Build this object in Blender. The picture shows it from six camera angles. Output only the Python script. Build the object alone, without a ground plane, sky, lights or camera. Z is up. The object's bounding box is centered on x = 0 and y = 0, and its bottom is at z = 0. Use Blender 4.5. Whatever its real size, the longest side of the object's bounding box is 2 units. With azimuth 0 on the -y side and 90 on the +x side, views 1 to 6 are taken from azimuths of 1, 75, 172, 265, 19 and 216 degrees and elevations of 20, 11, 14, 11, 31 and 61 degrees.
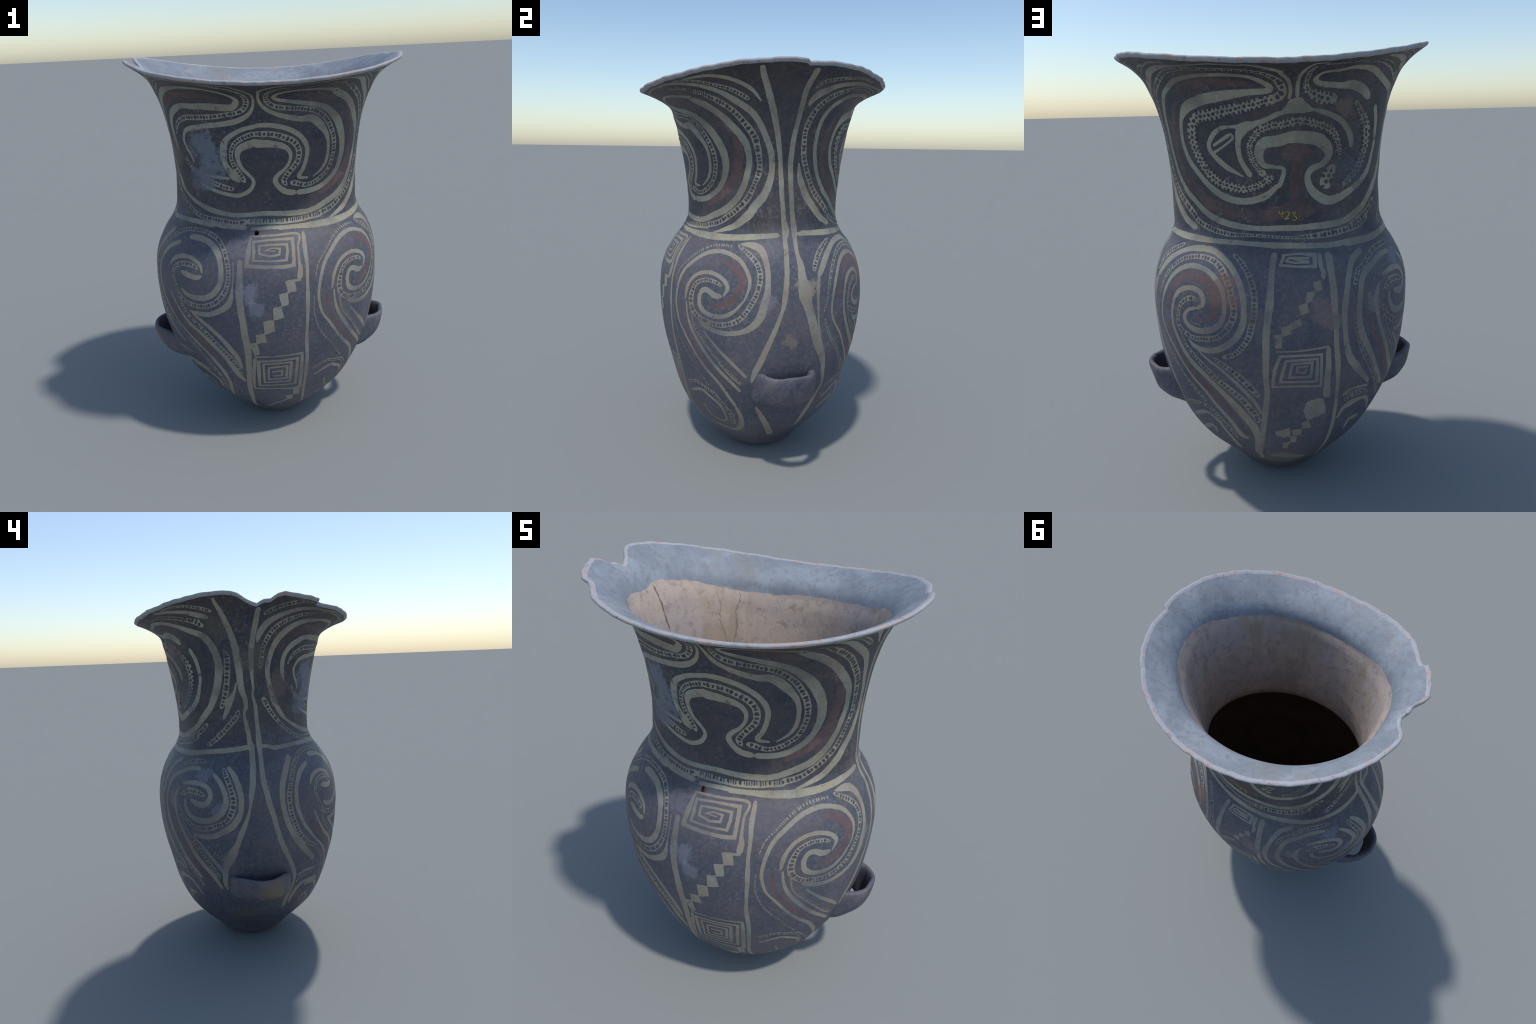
import math
import numpy as np

# ---------------------------------------------------------------- vessel form
# Horizontal sections of the outer wall: height, centre x, centre y, half-width x, half-width y
SECTIONS = [
    (0.000, 0.004, 0.005, 0.002, 0.002),
    (0.002, 0.004, 0.005, 0.085, 0.085),
    (0.009, 0.004, 0.005, 0.142, 0.141),
    (0.029, 0.004, 0.005, 0.190, 0.188),
    (0.080, 0.002, 0.004, 0.236, 0.240),
    (0.150, 0.000, 0.003, 0.306, 0.311),
    (0.250, -0.002, 0.002, 0.410, 0.389),
    (0.370, -0.007, 0.003, 0.488, 0.442),
    (0.500, -0.013, 0.003, 0.548, 0.476),
    (0.640, -0.017, 0.004, 0.583, 0.509),
    (0.780, -0.018, 0.006, 0.600, 0.528),
    (0.900, -0.018, 0.007, 0.604, 0.530),
    (1.000, -0.017, 0.007, 0.595, 0.516),
    (1.080, -0.014, 0.008, 0.570, 0.487),
    (1.140, -0.011, 0.010, 0.540, 0.452),
    (1.190, -0.009, 0.011, 0.506, 0.414),
    (1.240, -0.007, 0.012, 0.484, 0.389),
    (1.320, -0.004, 0.012, 0.477, 0.381),
    (1.420, -0.001, 0.012, 0.473, 0.387),
]
NECK_TOP = 1.42          # above this the wall flares out to the saddle-shaped lip
LIP_NOMINAL = 1.94       # nominal height of the lip in the (angle, height) chart
# flare: fraction of the height, fraction of the outward sweep (sides x, front/back y)
FLARE = [(0.00, 0.000, 0.000), (0.255, 0.047, 0.072), (0.51, 0.152, 0.170), (0.7125, 0.316, 0.265),
         (0.866, 0.540, 0.415), (0.945, 0.770, 0.700), (1.00, 1.000, 1.000)]
# lip: radius and height as a few harmonics of the angle (constant, cos, sin, cos2, sin2, ...)
LIP_RADIUS = [0.648, 0.003, -0.0025, 0.0362, 0.000, -0.0015, -0.0043, -0.0024, -0.001]
LIP_HEIGHT = [1.927, -0.0146, 0.0122, 0.0453, -0.0015, -0.0004, 0.0018, 0.0036, -0.0004]


def harmonics(c, phi):
    out = c[0] + 0.0 * phi
    for k in range(1, (len(c) + 1) // 2):
        out = out + c[2 * k - 1] * np.cos(k * phi) + c[2 * k] * np.sin(k * phi)
    return out


def spline(xs, ys, x):
    """Monotone-ish cubic Hermite interpolation."""
    xs = np.asarray(xs, float); ys = np.asarray(ys, float)
    d = np.diff(ys) / np.diff(xs)
    m = np.empty_like(ys)
    m[1:-1] = (d[:-1] * np.diff(xs)[1:] + d[1:] * np.diff(xs)[:-1]) / (xs[2:] - xs[:-2])
    m[0] = d[0]; m[-1] = d[-1]
    i = np.clip(np.searchsorted(xs, x) - 1, 0, len(xs) - 2)
    h = xs[i + 1] - xs[i]; t = (x - xs[i]) / h
    return ((2*t**3 - 3*t**2 + 1) * ys[i] + (t**3 - 2*t**2 + t) * h * m[i]
            + (-2*t**3 + 3*t**2) * ys[i + 1] + (t**3 - t**2) * h * m[i + 1])


# the belly is a little lopsided: fuller on one diagonal, flatter on the other (height, amount)
SKEW = [(0.0, 0.0), (0.15, 0.0), (0.35, 0.004), (0.6, 0.010), (0.85, 0.012), (1.05, 0.010), (1.2, 0.004), (1.3, 0.0), (2.0, 0.0)]

_S = np.array(SECTIONS)
_ROOT = np.sqrt(_S[:, 0])          # square-root chart keeps the rounded base smooth
_FL = np.array(FLARE)


def soft_noise(x, y, z):
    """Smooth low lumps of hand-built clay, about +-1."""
    return (np.sin(5.1*x + 2.3*y + 1.7*z + 0.4) * np.sin(4.3*y - 3.1*z + 1.1) * 0.6
            + np.sin(11.3*x - 7.1*z + 0.7) * np.sin(9.7*y + 8.3*z + 2.1) * 0.3
            + np.sin(23.0*x + 19.0*y + 0.3) * np.sin(21.0*z - 17.0*y + 1.9) * 0.15)


def surface(phi, h):
    """Outer wall: angle (radians) and nominal height -> points."""
    phi, h = np.broadcast_arrays(np.asarray(phi, float), np.asarray(h, float))
    hs = np.sqrt(np.clip(h, 0.0, NECK_TOP))
    cx, cy, a, b = (spline(_ROOT, _S[:, k], hs) for k in (1, 2, 3, 4))
    k = np.array(SKEW); k = np.interp(h, k[:, 0], k[:, 1]) * np.sin(2 * phi)
    x = cx + (a + k) * np.cos(phi); y = cy + (b + k) * np.sin(phi); z = np.clip(h, 0.0, NECK_TOP).copy()
    t = np.clip((h - NECK_TOP) / (LIP_NOMINAL - NECK_TOP), 0.0, 1.0)
    c2 = np.cos(phi) ** 2
    f = spline(_FL[:, 0], _FL[:, 1], t) * c2 + spline(_FL[:, 0], _FL[:, 2], t) * (1 - c2)
    R = harmonics(LIP_RADIUS, phi); Z = harmonics(LIP_HEIGHT, phi)
    x = x + (R * np.cos(phi) - x) * f
    y = y + (R * np.sin(phi) - y) * f
    z = z + (Z - z) * t
    P = np.stack([x, y, z], -1)
    # low swelling at the foot of the neck, back left
    turn = np.angle(np.exp(1j * (phi - math.radians(143))))
    swell = 0.015 * np.exp(-(turn / 0.42) ** 2 - ((h - 1.215) / 0.055) ** 2) + 0.005 * np.exp(-(turn / 0.5) ** 2 - ((h - 1.4) / 0.2) ** 2)
    lump = swell + 0.0022 * soft_noise(x, y, z) * np.clip(z / 0.2, 0, 1)
    rad = np.stack([np.cos(phi), np.sin(phi), 0 * phi], -1)
    return P + rad * lump[..., None]


def frame(phi, h, e=1e-4):
    """Tangents along angle and height and the outward unit normal."""
    du = (surface(phi + e, h) - surface(phi - e, h)) / (2 * e)
    hp = np.minimum(h + e, LIP_NOMINAL); hm = np.maximum(h - e, 0.0)
    dv = (surface(phi, hp) - surface(phi, hm)) / (hp - hm)[..., None]
    n = np.cross(du, dv)
    n /= np.maximum(np.linalg.norm(n, axis=-1, keepdims=True), 1e-12)
    return du, dv, n


# ---------------------------------------------------------------- broken lip
# (angle in degrees, how far down the flare the wall is broken away)
LIP_BREAKS = [(-180, 0.041), (-178.5, 0.046), (-176, 0.050), (-173, 0.034), (-170, 0.030), (-168, 0.011),
              (-165.5, 0.000), (-148.6, 0.000), (-147.4, 0.011), (-141, 0.008), (-130, 0.000),
              (-4, 0.000), (3, 0.002), (4, 0.009), (9, 0.007), (16, 0.002), (30, 0.0),
              (169, 0.000), (172, 0.006), (174.7, 0.014), (178, 0.033), (180, 0.041)]


def lip_cut(phi):
    d = np.degrees((phi + math.pi) % (2 * math.pi) - math.pi)
    b = np.array(LIP_BREAKS)
    chips = (0.0016 * np.sin(9*phi + 0.6) * np.sin(13*phi + 1.0) + 0.0010 * np.sin(23*phi + 0.3) * np.sin(31*phi)
             + 0.0022)
    return LIP_NOMINAL - np.interp(d, b[:, 0], b[:, 1]) - chips


def wall(h):
    """Wall thickness against nominal height."""
    return np.interp(h, [0.0, 0.3, 0.9, 1.2, 1.5, 1.75, 1.94], [0.045, 0.030, 0.024, 0.022, 0.021, 0.023, 0.017])

# ---------------------------------------------------------------- materials
import bpy


class Graph:
    """Small helper around a node tree."""
    def __init__(self, name):
        self.mat = bpy.data.materials.new(name)
        self.mat.use_nodes = True
        self.t = self.mat.node_tree
        self.t.nodes.clear()
        self.out = self.t.nodes.new("ShaderNodeOutputMaterial")
        self.bsdf = self.t.nodes.new("ShaderNodeBsdfPrincipled")
        self.t.links.new(self.bsdf.outputs[0], self.out.inputs[0])
        self.co = self.t.nodes.new("ShaderNodeTexCoord").outputs["Object"]

    def link(self, a, b):
        self.t.links.new(a, b)

    def put(self, sock, v):
        if hasattr(v, "is_linked") or isinstance(v, bpy.types.NodeSocket):
            self.link(v, sock)
        elif isinstance(v, tuple) and len(v) == 3 and sock.type == "RGBA":
            sock.default_value = (*v, 1.0)
        else:
            sock.default_value = v

    def noise(self, scale, detail=4.0, rough=0.6, stretch=None, shift=0.0, distort=0.0):
        n = self.t.nodes.new("ShaderNodeTexNoise")
        n.inputs["Scale"].default_value = scale
        n.inputs["Detail"].default_value = detail
        n.inputs["Roughness"].default_value = rough
        n.inputs["Distortion"].default_value = distort
        m = self.t.nodes.new("ShaderNodeMapping")
        m.inputs["Scale"].default_value = stretch or (1, 1, 1)
        m.inputs["Location"].default_value = (shift, shift * 0.7, -shift * 0.4)
        self.link(self.co, m.inputs[0]); self.link(m.outputs[0], n.inputs["Vector"])
        return n.outputs["Fac"]

    def ramp(self, fac, lo, hi, a=0.0, b=1.0):
        r = self.t.nodes.new("ShaderNodeMapRange")
        r.interpolation_type = "SMOOTHSTEP"
        self.put(r.inputs["Value"], fac)
        for k, v in (("From Min", lo), ("From Max", hi), ("To Min", a), ("To Max", b)):
            r.inputs[k].default_value = v
        return r.outputs[0]

    def math(self, op, a, b=0.0):
        m = self.t.nodes.new("ShaderNodeMath"); m.operation = op
        self.put(m.inputs[0], a); self.put(m.inputs[1], b)
        return m.outputs[0]

    def mix(self, fac, a, b):
        m = self.t.nodes.new("ShaderNodeMix"); m.data_type = "RGBA"
        self.put(m.inputs[0], fac); self.put(m.inputs[6], a); self.put(m.inputs[7], b)
        return m.outputs[2]

    def near(self, centre, radius, soft):
        """1 inside a ball around a point of the vase, fading to 0."""
        d = self.t.nodes.new("ShaderNodeVectorMath"); d.operation = "DISTANCE"
        self.link(self.co, d.inputs[0]); d.inputs[1].default_value = centre
        return self.ramp(d.outputs["Value"], radius - soft, radius + soft, 1.0, 0.0)

    def finish(self, colour, rough=0.6, spec=0.35, bump=None, strength=0.25, dist=0.004):
        self.put(self.bsdf.inputs["Base Color"], colour)
        self.put(self.bsdf.inputs["Roughness"], rough)
        self.put(self.bsdf.inputs["Specular IOR Level"], spec)
        if bump is not None:
            b = self.t.nodes.new("ShaderNodeBump")
            b.inputs["Strength"].default_value = strength
            b.inputs["Distance"].default_value = dist
            self.link(bump, b.inputs["Height"]); self.link(b.outputs[0], self.bsdf.inputs["Normal"])
        return self.mat


# rubbed, flaked and scuffed places on the outer wall: place, radius, colour, strength
WORN_PLACES = [
    ((-0.285, -0.325, 1.58), 0.135, (0.165, 0.185, 0.225), 0.80),      # pale scuff, front of the neck
    ((-0.272, -0.318, 1.47), 0.120, (0.160, 0.175, 0.21), 0.70),
    ((-0.322, -0.274, 1.43), 0.110, (0.150, 0.155, 0.185), 0.65),
    ((0.579, 0.094, 0.985), 0.075, (0.25, 0.22, 0.185), 0.80),      # bare clay, right side
    ((0.573, -0.082, 0.922), 0.060, (0.19, 0.19, 0.24), 0.60),
    ((0.580, 0.012, 0.735), 0.060, (0.20, 0.16, 0.13), 0.75),
    ((-0.106, 0.524, 0.950), 0.080, (0.190, 0.145, 0.14), 0.75),     # pink flaking, back panel
    ((-0.152, 0.517, 0.890), 0.060, (0.190, 0.145, 0.14), 0.75),
    ((0.289, 0.450, 1.030), 0.110, (0.170, 0.105, 0.085), 0.60),     # ochre bloom on the back spiral
    ((-0.107, -0.521, 0.920), 0.080, (0.24, 0.25, 0.30), 0.50),      # scratches, front panel
    ((-0.088, -0.525, 0.836), 0.070, (0.24, 0.25, 0.30), 0.45),
    ((-0.479, 0.266, 1.080), 0.075, (0.17, 0.18, 0.23), 0.65),
    ((-0.565, 0.206, 0.920), 0.065, (0.17, 0.18, 0.22), 0.60),
    ((-0.444, -0.143, 1.530), 0.120, (0.135, 0.105, 0.095), 0.75),   # flaking brown, left side of the neck
    ((-0.496, -0.026, 1.680), 0.110, (0.120, 0.105, 0.090), 0.70),
    ((-0.505, 0.172, 1.840), 0.120, (0.110, 0.095, 0.080), 0.60),
    ((-0.342, 0.435, 0.944), 0.070, (0.20, 0.18, 0.19), 0.60),
    ((-0.559, 0.166, 0.640), 0.070, (0.20, 0.18, 0.165), 0.65),
    ((-0.228, 0.402, 1.740), 0.065, (0.165, 0.120, 0.105), 0.70),
    ((-0.282, 0.330, 1.480), 0.130, (0.075, 0.090, 0.110), 0.65),
    ((-0.165, -0.440, 1.120), 0.080, (0.150, 0.145, 0.170), 0.55),
    ((0.158, 0.520, 0.930), 0.075, (0.130, 0.110, 0.105), 0.60),
    ((0.040, 0.328, 0.150), 0.150, (0.200, 0.185, 0.150), 0.60),
    ((-0.395, 0.077, 0.240), 0.140, (0.120, 0.110, 0.095), 0.60),
]


def worn_places(g, c):
    """Flaked places with ragged, grainy borders."""
    grain = g.math("ADD", g.math("MULTIPLY", g.noise(16, 8, 0.78, shift=4.4), 0.75), g.math("MULTIPLY", g.noise(110, 3, 0.7, shift=1.1), 0.25))
    for place, radius, colour, strength in WORN_PLACES:
        near = g.near(place, radius * 0.75, radius * 0.75)
        f = g.ramp(g.math("ADD", grain, g.math("MULTIPLY", near, 0.30)), 0.66, 0.74)
        c = g.mix(g.math("MULTIPLY", f, strength), c, colour)
    return c


def ground_colour(g, belly):
    """Dark slip of the vase: blue-black to brown-black, cloudy; the belly is bluer, and lighter from scan lighting baked into its colour."""
    tone = g.ramp(g.noise(3.0, 6, 0.65), 0.36, 0.66)
    cloud = g.ramp(g.noise(7, 7, 0.7, shift=3.1), 0.46, 0.66)
    fine = g.ramp(g.noise(48, 6, 0.75, shift=1.3), 0.42, 0.72)
    low = g.mix(tone, (0.062, 0.072, 0.099), (0.106, 0.103, 0.120))
    low = g.mix(g.math("MULTIPLY", cloud, 0.32), low, (0.118, 0.088, 0.088))
    low = g.mix(g.math("MULTIPLY", fine, 0.55), low, (0.160, 0.160, 0.176))
    c = g.mix(tone, (0.037, 0.043, 0.057), (0.070, 0.063, 0.067))
    c = g.mix(g.math("MULTIPLY", cloud, 0.45), c, (0.100, 0.070, 0.066))
    c = g.mix(g.math("MULTIPLY", fine, 0.42), c, (0.120, 0.116, 0.118))
    # the belly's bluish tone, with baked-in scan light, ends raggedly around the neck foot
    sep = g.t.nodes.new("ShaderNodeSeparateXYZ"); g.link(g.co, sep.inputs[0])
    edge = g.math("ADD", sep.outputs["Z"], g.math("MULTIPLY", g.noise(6, 5, 0.7, shift=11.0), 0.5))
    c = g.mix(g.ramp(edge, 1.37, 1.56), low, c)
    return c


def dust(g, c, amount=1.0):
    """Pale rubbed specks in loose clouds."""
    patch = g.ramp(g.noise(4.3, 5, 0.7, shift=7.7), 0.44, 0.62)
    fleck = g.ramp(g.noise(58, 5, 0.78, shift=2.2), 0.53, 0.63)
    f = g.math("MULTIPLY", g.math("MULTIPLY", patch, fleck), 0.55 * amount)
    c = g.mix(f, c, (0.215, 0.210, 0.205))
    rust = g.math("MULTIPLY", g.ramp(g.noise(3.1, 5, 0.7, shift=14.0), 0.50, 0.64), g.ramp(g.noise(33, 6, 0.78, shift=5.1), 0.50, 0.62))
    c = g.mix(g.math("MULTIPLY", rust, 0.5 * amount), c, (0.150, 0.112, 0.098))
    return c


def outer_finish(g, c):
    return g.finish(dust(g, worn_places(g, c)), 0.55, 0.3, g.noise(45, 5, 0.65), 0.20, 0.006)


def make_ground(belly):
    g = Graph("belly_dark_slip" if belly else "neck_dark_slip")
    return outer_finish(g, ground_colour(g, belly))


def make_dots(belly):
    g = Graph("belly_dark_dots" if belly else "neck_dark_dots")
    c = g.mix(0.25, ground_colour(g, belly), (0.03, 0.03, 0.038))
    return outer_finish(g, c)


def make_cream(belly):
    """Cream paint that thins out and lets the dark slip show."""
    g = Graph("belly_cream_paint" if belly else "neck_cream_paint")
    tone = g.ramp(g.noise(5, 5, 0.65, shift=9.0), 0.38, 0.62)
    c = g.mix(tone, (0.325, 0.328, 0.258), (0.338, 0.300, 0.216)) if not belly else \
        g.mix(tone, (0.275, 0.278, 0.232), (0.292, 0.246, 0.186))
    c = g.mix(g.ramp(g.noise(70, 6, 0.75, shift=6.0), 0.46, 0.70, 0, 0.6), c, (0.20, 0.19, 0.165))
    thin = g.ramp(g.noise(15, 8, 0.78, shift=5.5), 0.57, 0.66, 0, 0.8)
    thin2 = g.ramp(g.noise(2.6, 4, 0.6, shift=8.5), 0.42, 0.66, 0.02, 0.58)
    f = g.math("MAXIMUM", thin, thin2)
    c = g.mix(f, c, ground_colour(g, belly))
    return outer_finish(g, c)


def make_red(belly):
    g = Graph("belly_red_paint" if belly else "neck_red_paint")
    tone = g.ramp(g.noise(12, 5, 0.7, shift=2.0), 0.36, 0.62)
    c = g.mix(tone, (0.082, 0.056, 0.060), (0.128, 0.080, 0.078)) if not belly else \
        g.mix(tone, (0.098, 0.076, 0.088), (0.140, 0.088, 0.090))
    f = g.ramp(g.noise(11, 7, 0.75, shift=1.0), 0.48, 0.66, 0.0, 0.85)
    return outer_finish(g, g.mix(f, c, ground_colour(g, belly)))


def make_number(faded):
    g = Graph("faded_number_paint" if faded else "yellow_number_paint")
    c = (0.13, 0.11, 0.09) if faded else (0.42, 0.38, 0.03)
    f = g.ramp(g.noise(60, 4, 0.7), 0.45, 0.6, 0.0, 0.6)
    return g.finish(g.mix(f, c, (0.12, 0.09, 0.05)), 0.6, 0.3)


MAT = {}
for _part in (True, False):
    _n = "belly" if _part else "neck"
    MAT["ground", _n] = make_ground(_part)
    MAT["dots", _n] = make_dots(_part)
    MAT["cream", _n] = make_cream(_part)
    MAT["red", _n] = make_red(_part)
MAT_NUMBER = make_number(False)
MAT_NUMBER_FADED = make_number(True)


def slip_colour(g):
    c = g.mix(g.ramp(g.noise(5, 5, 0.65), 0.35, 0.7), (0.195, 0.222, 0.262), (0.275, 0.305, 0.350))
    c = g.mix(g.ramp(g.noise(30, 7, 0.78, shift=2), 0.46, 0.66, 0, 0.6), c, (0.155, 0.150, 0.155))
    return g.mix(g.ramp(g.noise(4, 5, 0.7, stretch=(1, 1, 0.3), shift=6), 0.56, 0.70, 0, 0.5), c, (0.22, 0.215, 0.185))


def make_rim():
    g = Graph("worn_rim_clay")
    c = g.mix(0.6, slip_colour(g), (0.43, 0.43, 0.45))
    c = g.mix(g.ramp(g.noise(11, 6, 0.75), 0.50, 0.62, 0, 0.75), c, (0.42, 0.31, 0.275))
    c = g.mix(g.ramp(g.noise(40, 4, 0.7, shift=3), 0.54, 0.7, 0, 0.6), c, (0.17, 0.13, 0.12))
    return g.finish(c, 0.75, 0.3, g.noise(70, 5, 0.7), 0.5, 0.006)


def make_inner_slip():
    g = Graph("grey_blue_inner_slip")
    return g.finish(slip_colour(g), 0.6, 0.35, g.noise(60, 5, 0.65), 0.25, 0.005)


def make_inner_clay():
    g = Graph("beige_inner_clay")
    c = g.mix(g.ramp(g.noise(4, 5, 0.65), 0.35, 0.7), (0.46, 0.375, 0.305), (0.38, 0.33, 0.315))
    c = g.mix(g.ramp(g.noise(22, 7, 0.78, shift=2), 0.48, 0.66, 0, 0.65), c, (0.22, 0.18, 0.15))
    c = g.mix(g.ramp(g.noise(3, 5, 0.7, stretch=(1, 1, 0.25), shift=6), 0.50, 0.66, 0, 0.75), c, (0.31, 0.25, 0.18))
    return g.finish(c, 0.8, 0.25, g.noise(60, 5, 0.65), 0.25, 0.005)


def make_inner_dark():
    g = Graph("dark_brown_interior")  # plain dark brown for the inside of the belly and the hole wall
    c = g.mix(g.ramp(g.noise(5, 4, 0.6), 0.35, 0.7), (0.070, 0.044, 0.031), (0.10, 0.062, 0.045))
    return g.finish(c, 0.85, 0.2)


def make_handle(worn=False):
    g = Graph("worn_lug_clay" if worn else "lug_clay")
    c = dust(g, ground_colour(g, False), 1.0)
    c = g.mix(g.ramp(g.noise(9, 6, 0.7, shift=5), 0.45, 0.65, 0, 0.7), c, (0.145, 0.125, 0.135))
    if worn:
        spot = g.near((-0.66, -0.07, 0.46), 0.085, 0.03)
        spot = g.math("MULTIPLY", spot, g.ramp(g.noise(13, 4, 0.6, shift=1), 0.35, 0.5))
        c = g.mix(spot, c, (0.185, 0.145, 0.118))
    return g.finish(c, 0.6, 0.3, g.noise(40, 5, 0.65), 0.4, 0.006)


def make_crack():
    g = Graph("crack_dirt")
    return g.finish(g.mix(g.ramp(g.noise(40, 4, 0.7), 0.4, 0.6), (0.13, 0.11, 0.095), (0.20, 0.175, 0.15)), 0.85, 0.2)


MAT_CRACK = make_crack()
MAT_RIM = make_rim()
MAT_INNER_SLIP = make_inner_slip()
MAT_INNER_CLAY = make_inner_clay()
MAT_INNER_DARK = make_inner_dark()
MAT_HANDLE = make_handle()
MAT_HANDLE_WORN = make_handle(True)

# ---------------------------------------------------------------- mesh helpers
import bpy
import bmesh
from mathutils import Vector

for o in list(bpy.data.objects):
    bpy.data.objects.remove(o)

COLL = bpy.context.scene.collection


def mesh_object(name, verts, faces, material, parent, normals=None, smooth=True):
    me = bpy.data.meshes.new(name)
    me.from_pydata([tuple(v) for v in verts], [], [tuple(f) for f in faces])
    me.update()
    if smooth:
        me.polygons.foreach_set("use_smooth", [True] * len(me.polygons))
    if normals is not None:
        me.normals_split_custom_set_from_vertices([tuple(n) for n in normals])
    me.materials.append(material)
    ob = bpy.data.objects.new(name, me)
    COLL.objects.link(ob)
    ob.parent = parent
    return ob


def grid_faces(rows, cols, flip=False, skip=None):
    r = np.arange(rows - 1)[:, None]; c = np.arange(cols)[None, :]
    n = (c + 1) % cols
    a = r * cols + c; b = r * cols + n; d = (r + 1) * cols + c; e = (r + 1) * cols + n
    q = np.stack([a, b, e, d], -1).reshape(-1, 4)
    if flip:
        q = q[:, ::-1]
    if skip is not None:
        q = q[~skip[q].all(1)]
    return q


def compact(verts, faces, normals):
    used = np.unique(faces)
    remap = np.full(len(verts), -1); remap[used] = np.arange(len(used))
    return verts[used], remap[faces], normals[used]


def grid_normals(P):
    """Vertex normals of a grid closed around its second axis."""
    du = np.roll(P, -1, 1) - np.roll(P, 1, 1)
    dv = np.gradient(P, axis=0)
    n = np.cross(du, dv)
    return n / np.maximum(np.linalg.norm(n, axis=-1, keepdims=True), 1e-12)


vase = bpy.data.objects.new("painted_vase", None)
vase.empty_display_size = 0.2
COLL.objects.link(vase)
vase["label"] = "tall dark clay vase with cream spiral paintings"
vase["category"] = "vase"

# ---------------------------------------------------------------- vessel wall
COLS = 900
PHI = np.linspace(-math.pi, math.pi, COLS, endpoint=False)
H_OUT = np.concatenate([np.linspace(0.02, 1.0, 40, endpoint=False) ** 2 * 0.05,
                        np.linspace(0.05, 1.20, 260, endpoint=False),
                        np.linspace(1.20, LIP_NOMINAL, 190)])
H_IN = np.concatenate([np.linspace(LIP_NOMINAL, 1.815, 24, endpoint=False), np.linspace(1.815, 1.0, 130, endpoint=False), np.linspace(1.0, 0.002, 110)])


def worn(phi, h):
    """Pull the top rows down where the lip is broken."""
    k = np.clip((h - 1.66) / (LIP_NOMINAL - 1.66), 0, 1)
    return h + (lip_cut(phi) - LIP_NOMINAL) * k * k


def slip_edge(phi):
    """Wavy lower border of the grey coating inside the mouth."""
    return (1.815 + 0.010 * np.sin(2*phi + 0.4) + 0.008 * np.sin(5*phi + 1.0) + 0.004 * np.sin(11*phi) * np.sin(7*phi + 1)
            + 0.003 * np.sin(29*phi + 2.0) * np.sin(17*phi))


def inner_point(phi, h):
    k = np.clip(1 - np.abs(h - 1.815) / 0.10, 0, 1)          # rows bend to follow that border
    hh = worn(phi, h + (slip_edge(phi) - 1.815) * k)
    _, _, n = frame(phi, hh)
    return surface(phi, hh) - n * wall(hh)[..., None]


pg, hg = np.meshgrid(PHI, H_OUT)
outer = surface(pg, worn(pg, hg))
pg2, hg2 = np.meshgrid(PHI, H_IN)
inner = inner_point(pg2, hg2)

# rounded, chipped edge that joins the two skins
A, B = outer[-1], inner[0]
_, tang, _ = frame(PHI, lip_cut(PHI))
tang = tang / np.linalg.norm(tang, axis=-1, keepdims=True)
ragged = 1 + 0.12 * np.sin(37 * PHI + 0.5) * np.sin(23 * PHI) + 0.08 * np.sin(53 * PHI) * np.sin(19 * PHI + 1)
lip_rows = [A]
for s in (0.12, 0.3, 0.5, 0.7, 0.88):
    lip_rows.append(A + (B - A) * s + tang * (0.010 * ragged * math.sin(math.pi * s) ** 0.6)[:, None])
lip_rows.append(B)
lip_rows = np.array(lip_rows)
full = np.concatenate([outer, lip_rows[1:-1], inner])
normals_full = grid_normals(full)
n_out, n_lip = len(outer), len(lip_rows)
row_neck = int(np.searchsorted(H_OUT, 1.20))
row_lip = int(np.searchsorted(H_OUT, 1.9345))
row_in = n_out + n_lip - 2            # first row of the inner skin
row_in_lip = row_in + 1
row_in_slip = row_in + int(np.searchsorted(-H_IN, -1.815))
row_in_neck = row_in + int(np.searchsorted(-H_IN, -1.20))
row_end = len(full)

# drilled hole at the front, just under the neck: angle, height, half-sizes in metres
HOLE = (math.radians(-95.76), 1.184, 0.0105, 0.0150)


def hole_rho(phi, h):
    du, dv, _ = frame(np.array(HOLE[0]), np.array(HOLE[1]))
    x = (phi - HOLE[0]) * np.linalg.norm(du); y = (h - HOLE[1]) * np.linalg.norm(dv)
    return np.hypot(x / HOLE[2], y / HOLE[3])


def band(name, r0, r1, material, hole=False):
    """Cut rows r0..r1 out of the one continuous skin as a part of its own."""
    P = full[r0:r1 + 1].reshape(-1, 3).copy(); N = normals_full[r0:r1 + 1].reshape(-1, 3)
    skip = None
    if hole:
        hh = np.concatenate([hg, np.full((n_lip - 2, COLS), 9.0), hg2])[r0:r1 + 1].ravel()
        pp = np.tile(PHI, r1 + 1 - r0)
        rho = hole_rho(pp, hh); skip = rho < 1.0
    f = grid_faces(r1 + 1 - r0, COLS, skip=skip)
    if hole:                                   # snap the ragged border onto the ellipse
        border = np.unique(f[skip[f].any(1)])
        border = border[skip[border]]
        k = 1.0 / np.maximum(rho[border], 1e-3)
        pn = HOLE[0] + (pp[border] - HOLE[0]) * k; hn = HOLE[1] + (hh[border] - HOLE[1]) * k
        P[border] = surface(pn, hn) if r0 < n_out else inner_point(pn, hn)
    P, f, N = compact(P, f, N)
    return mesh_object(name, P, f, material, vase, normals=N)


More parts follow.
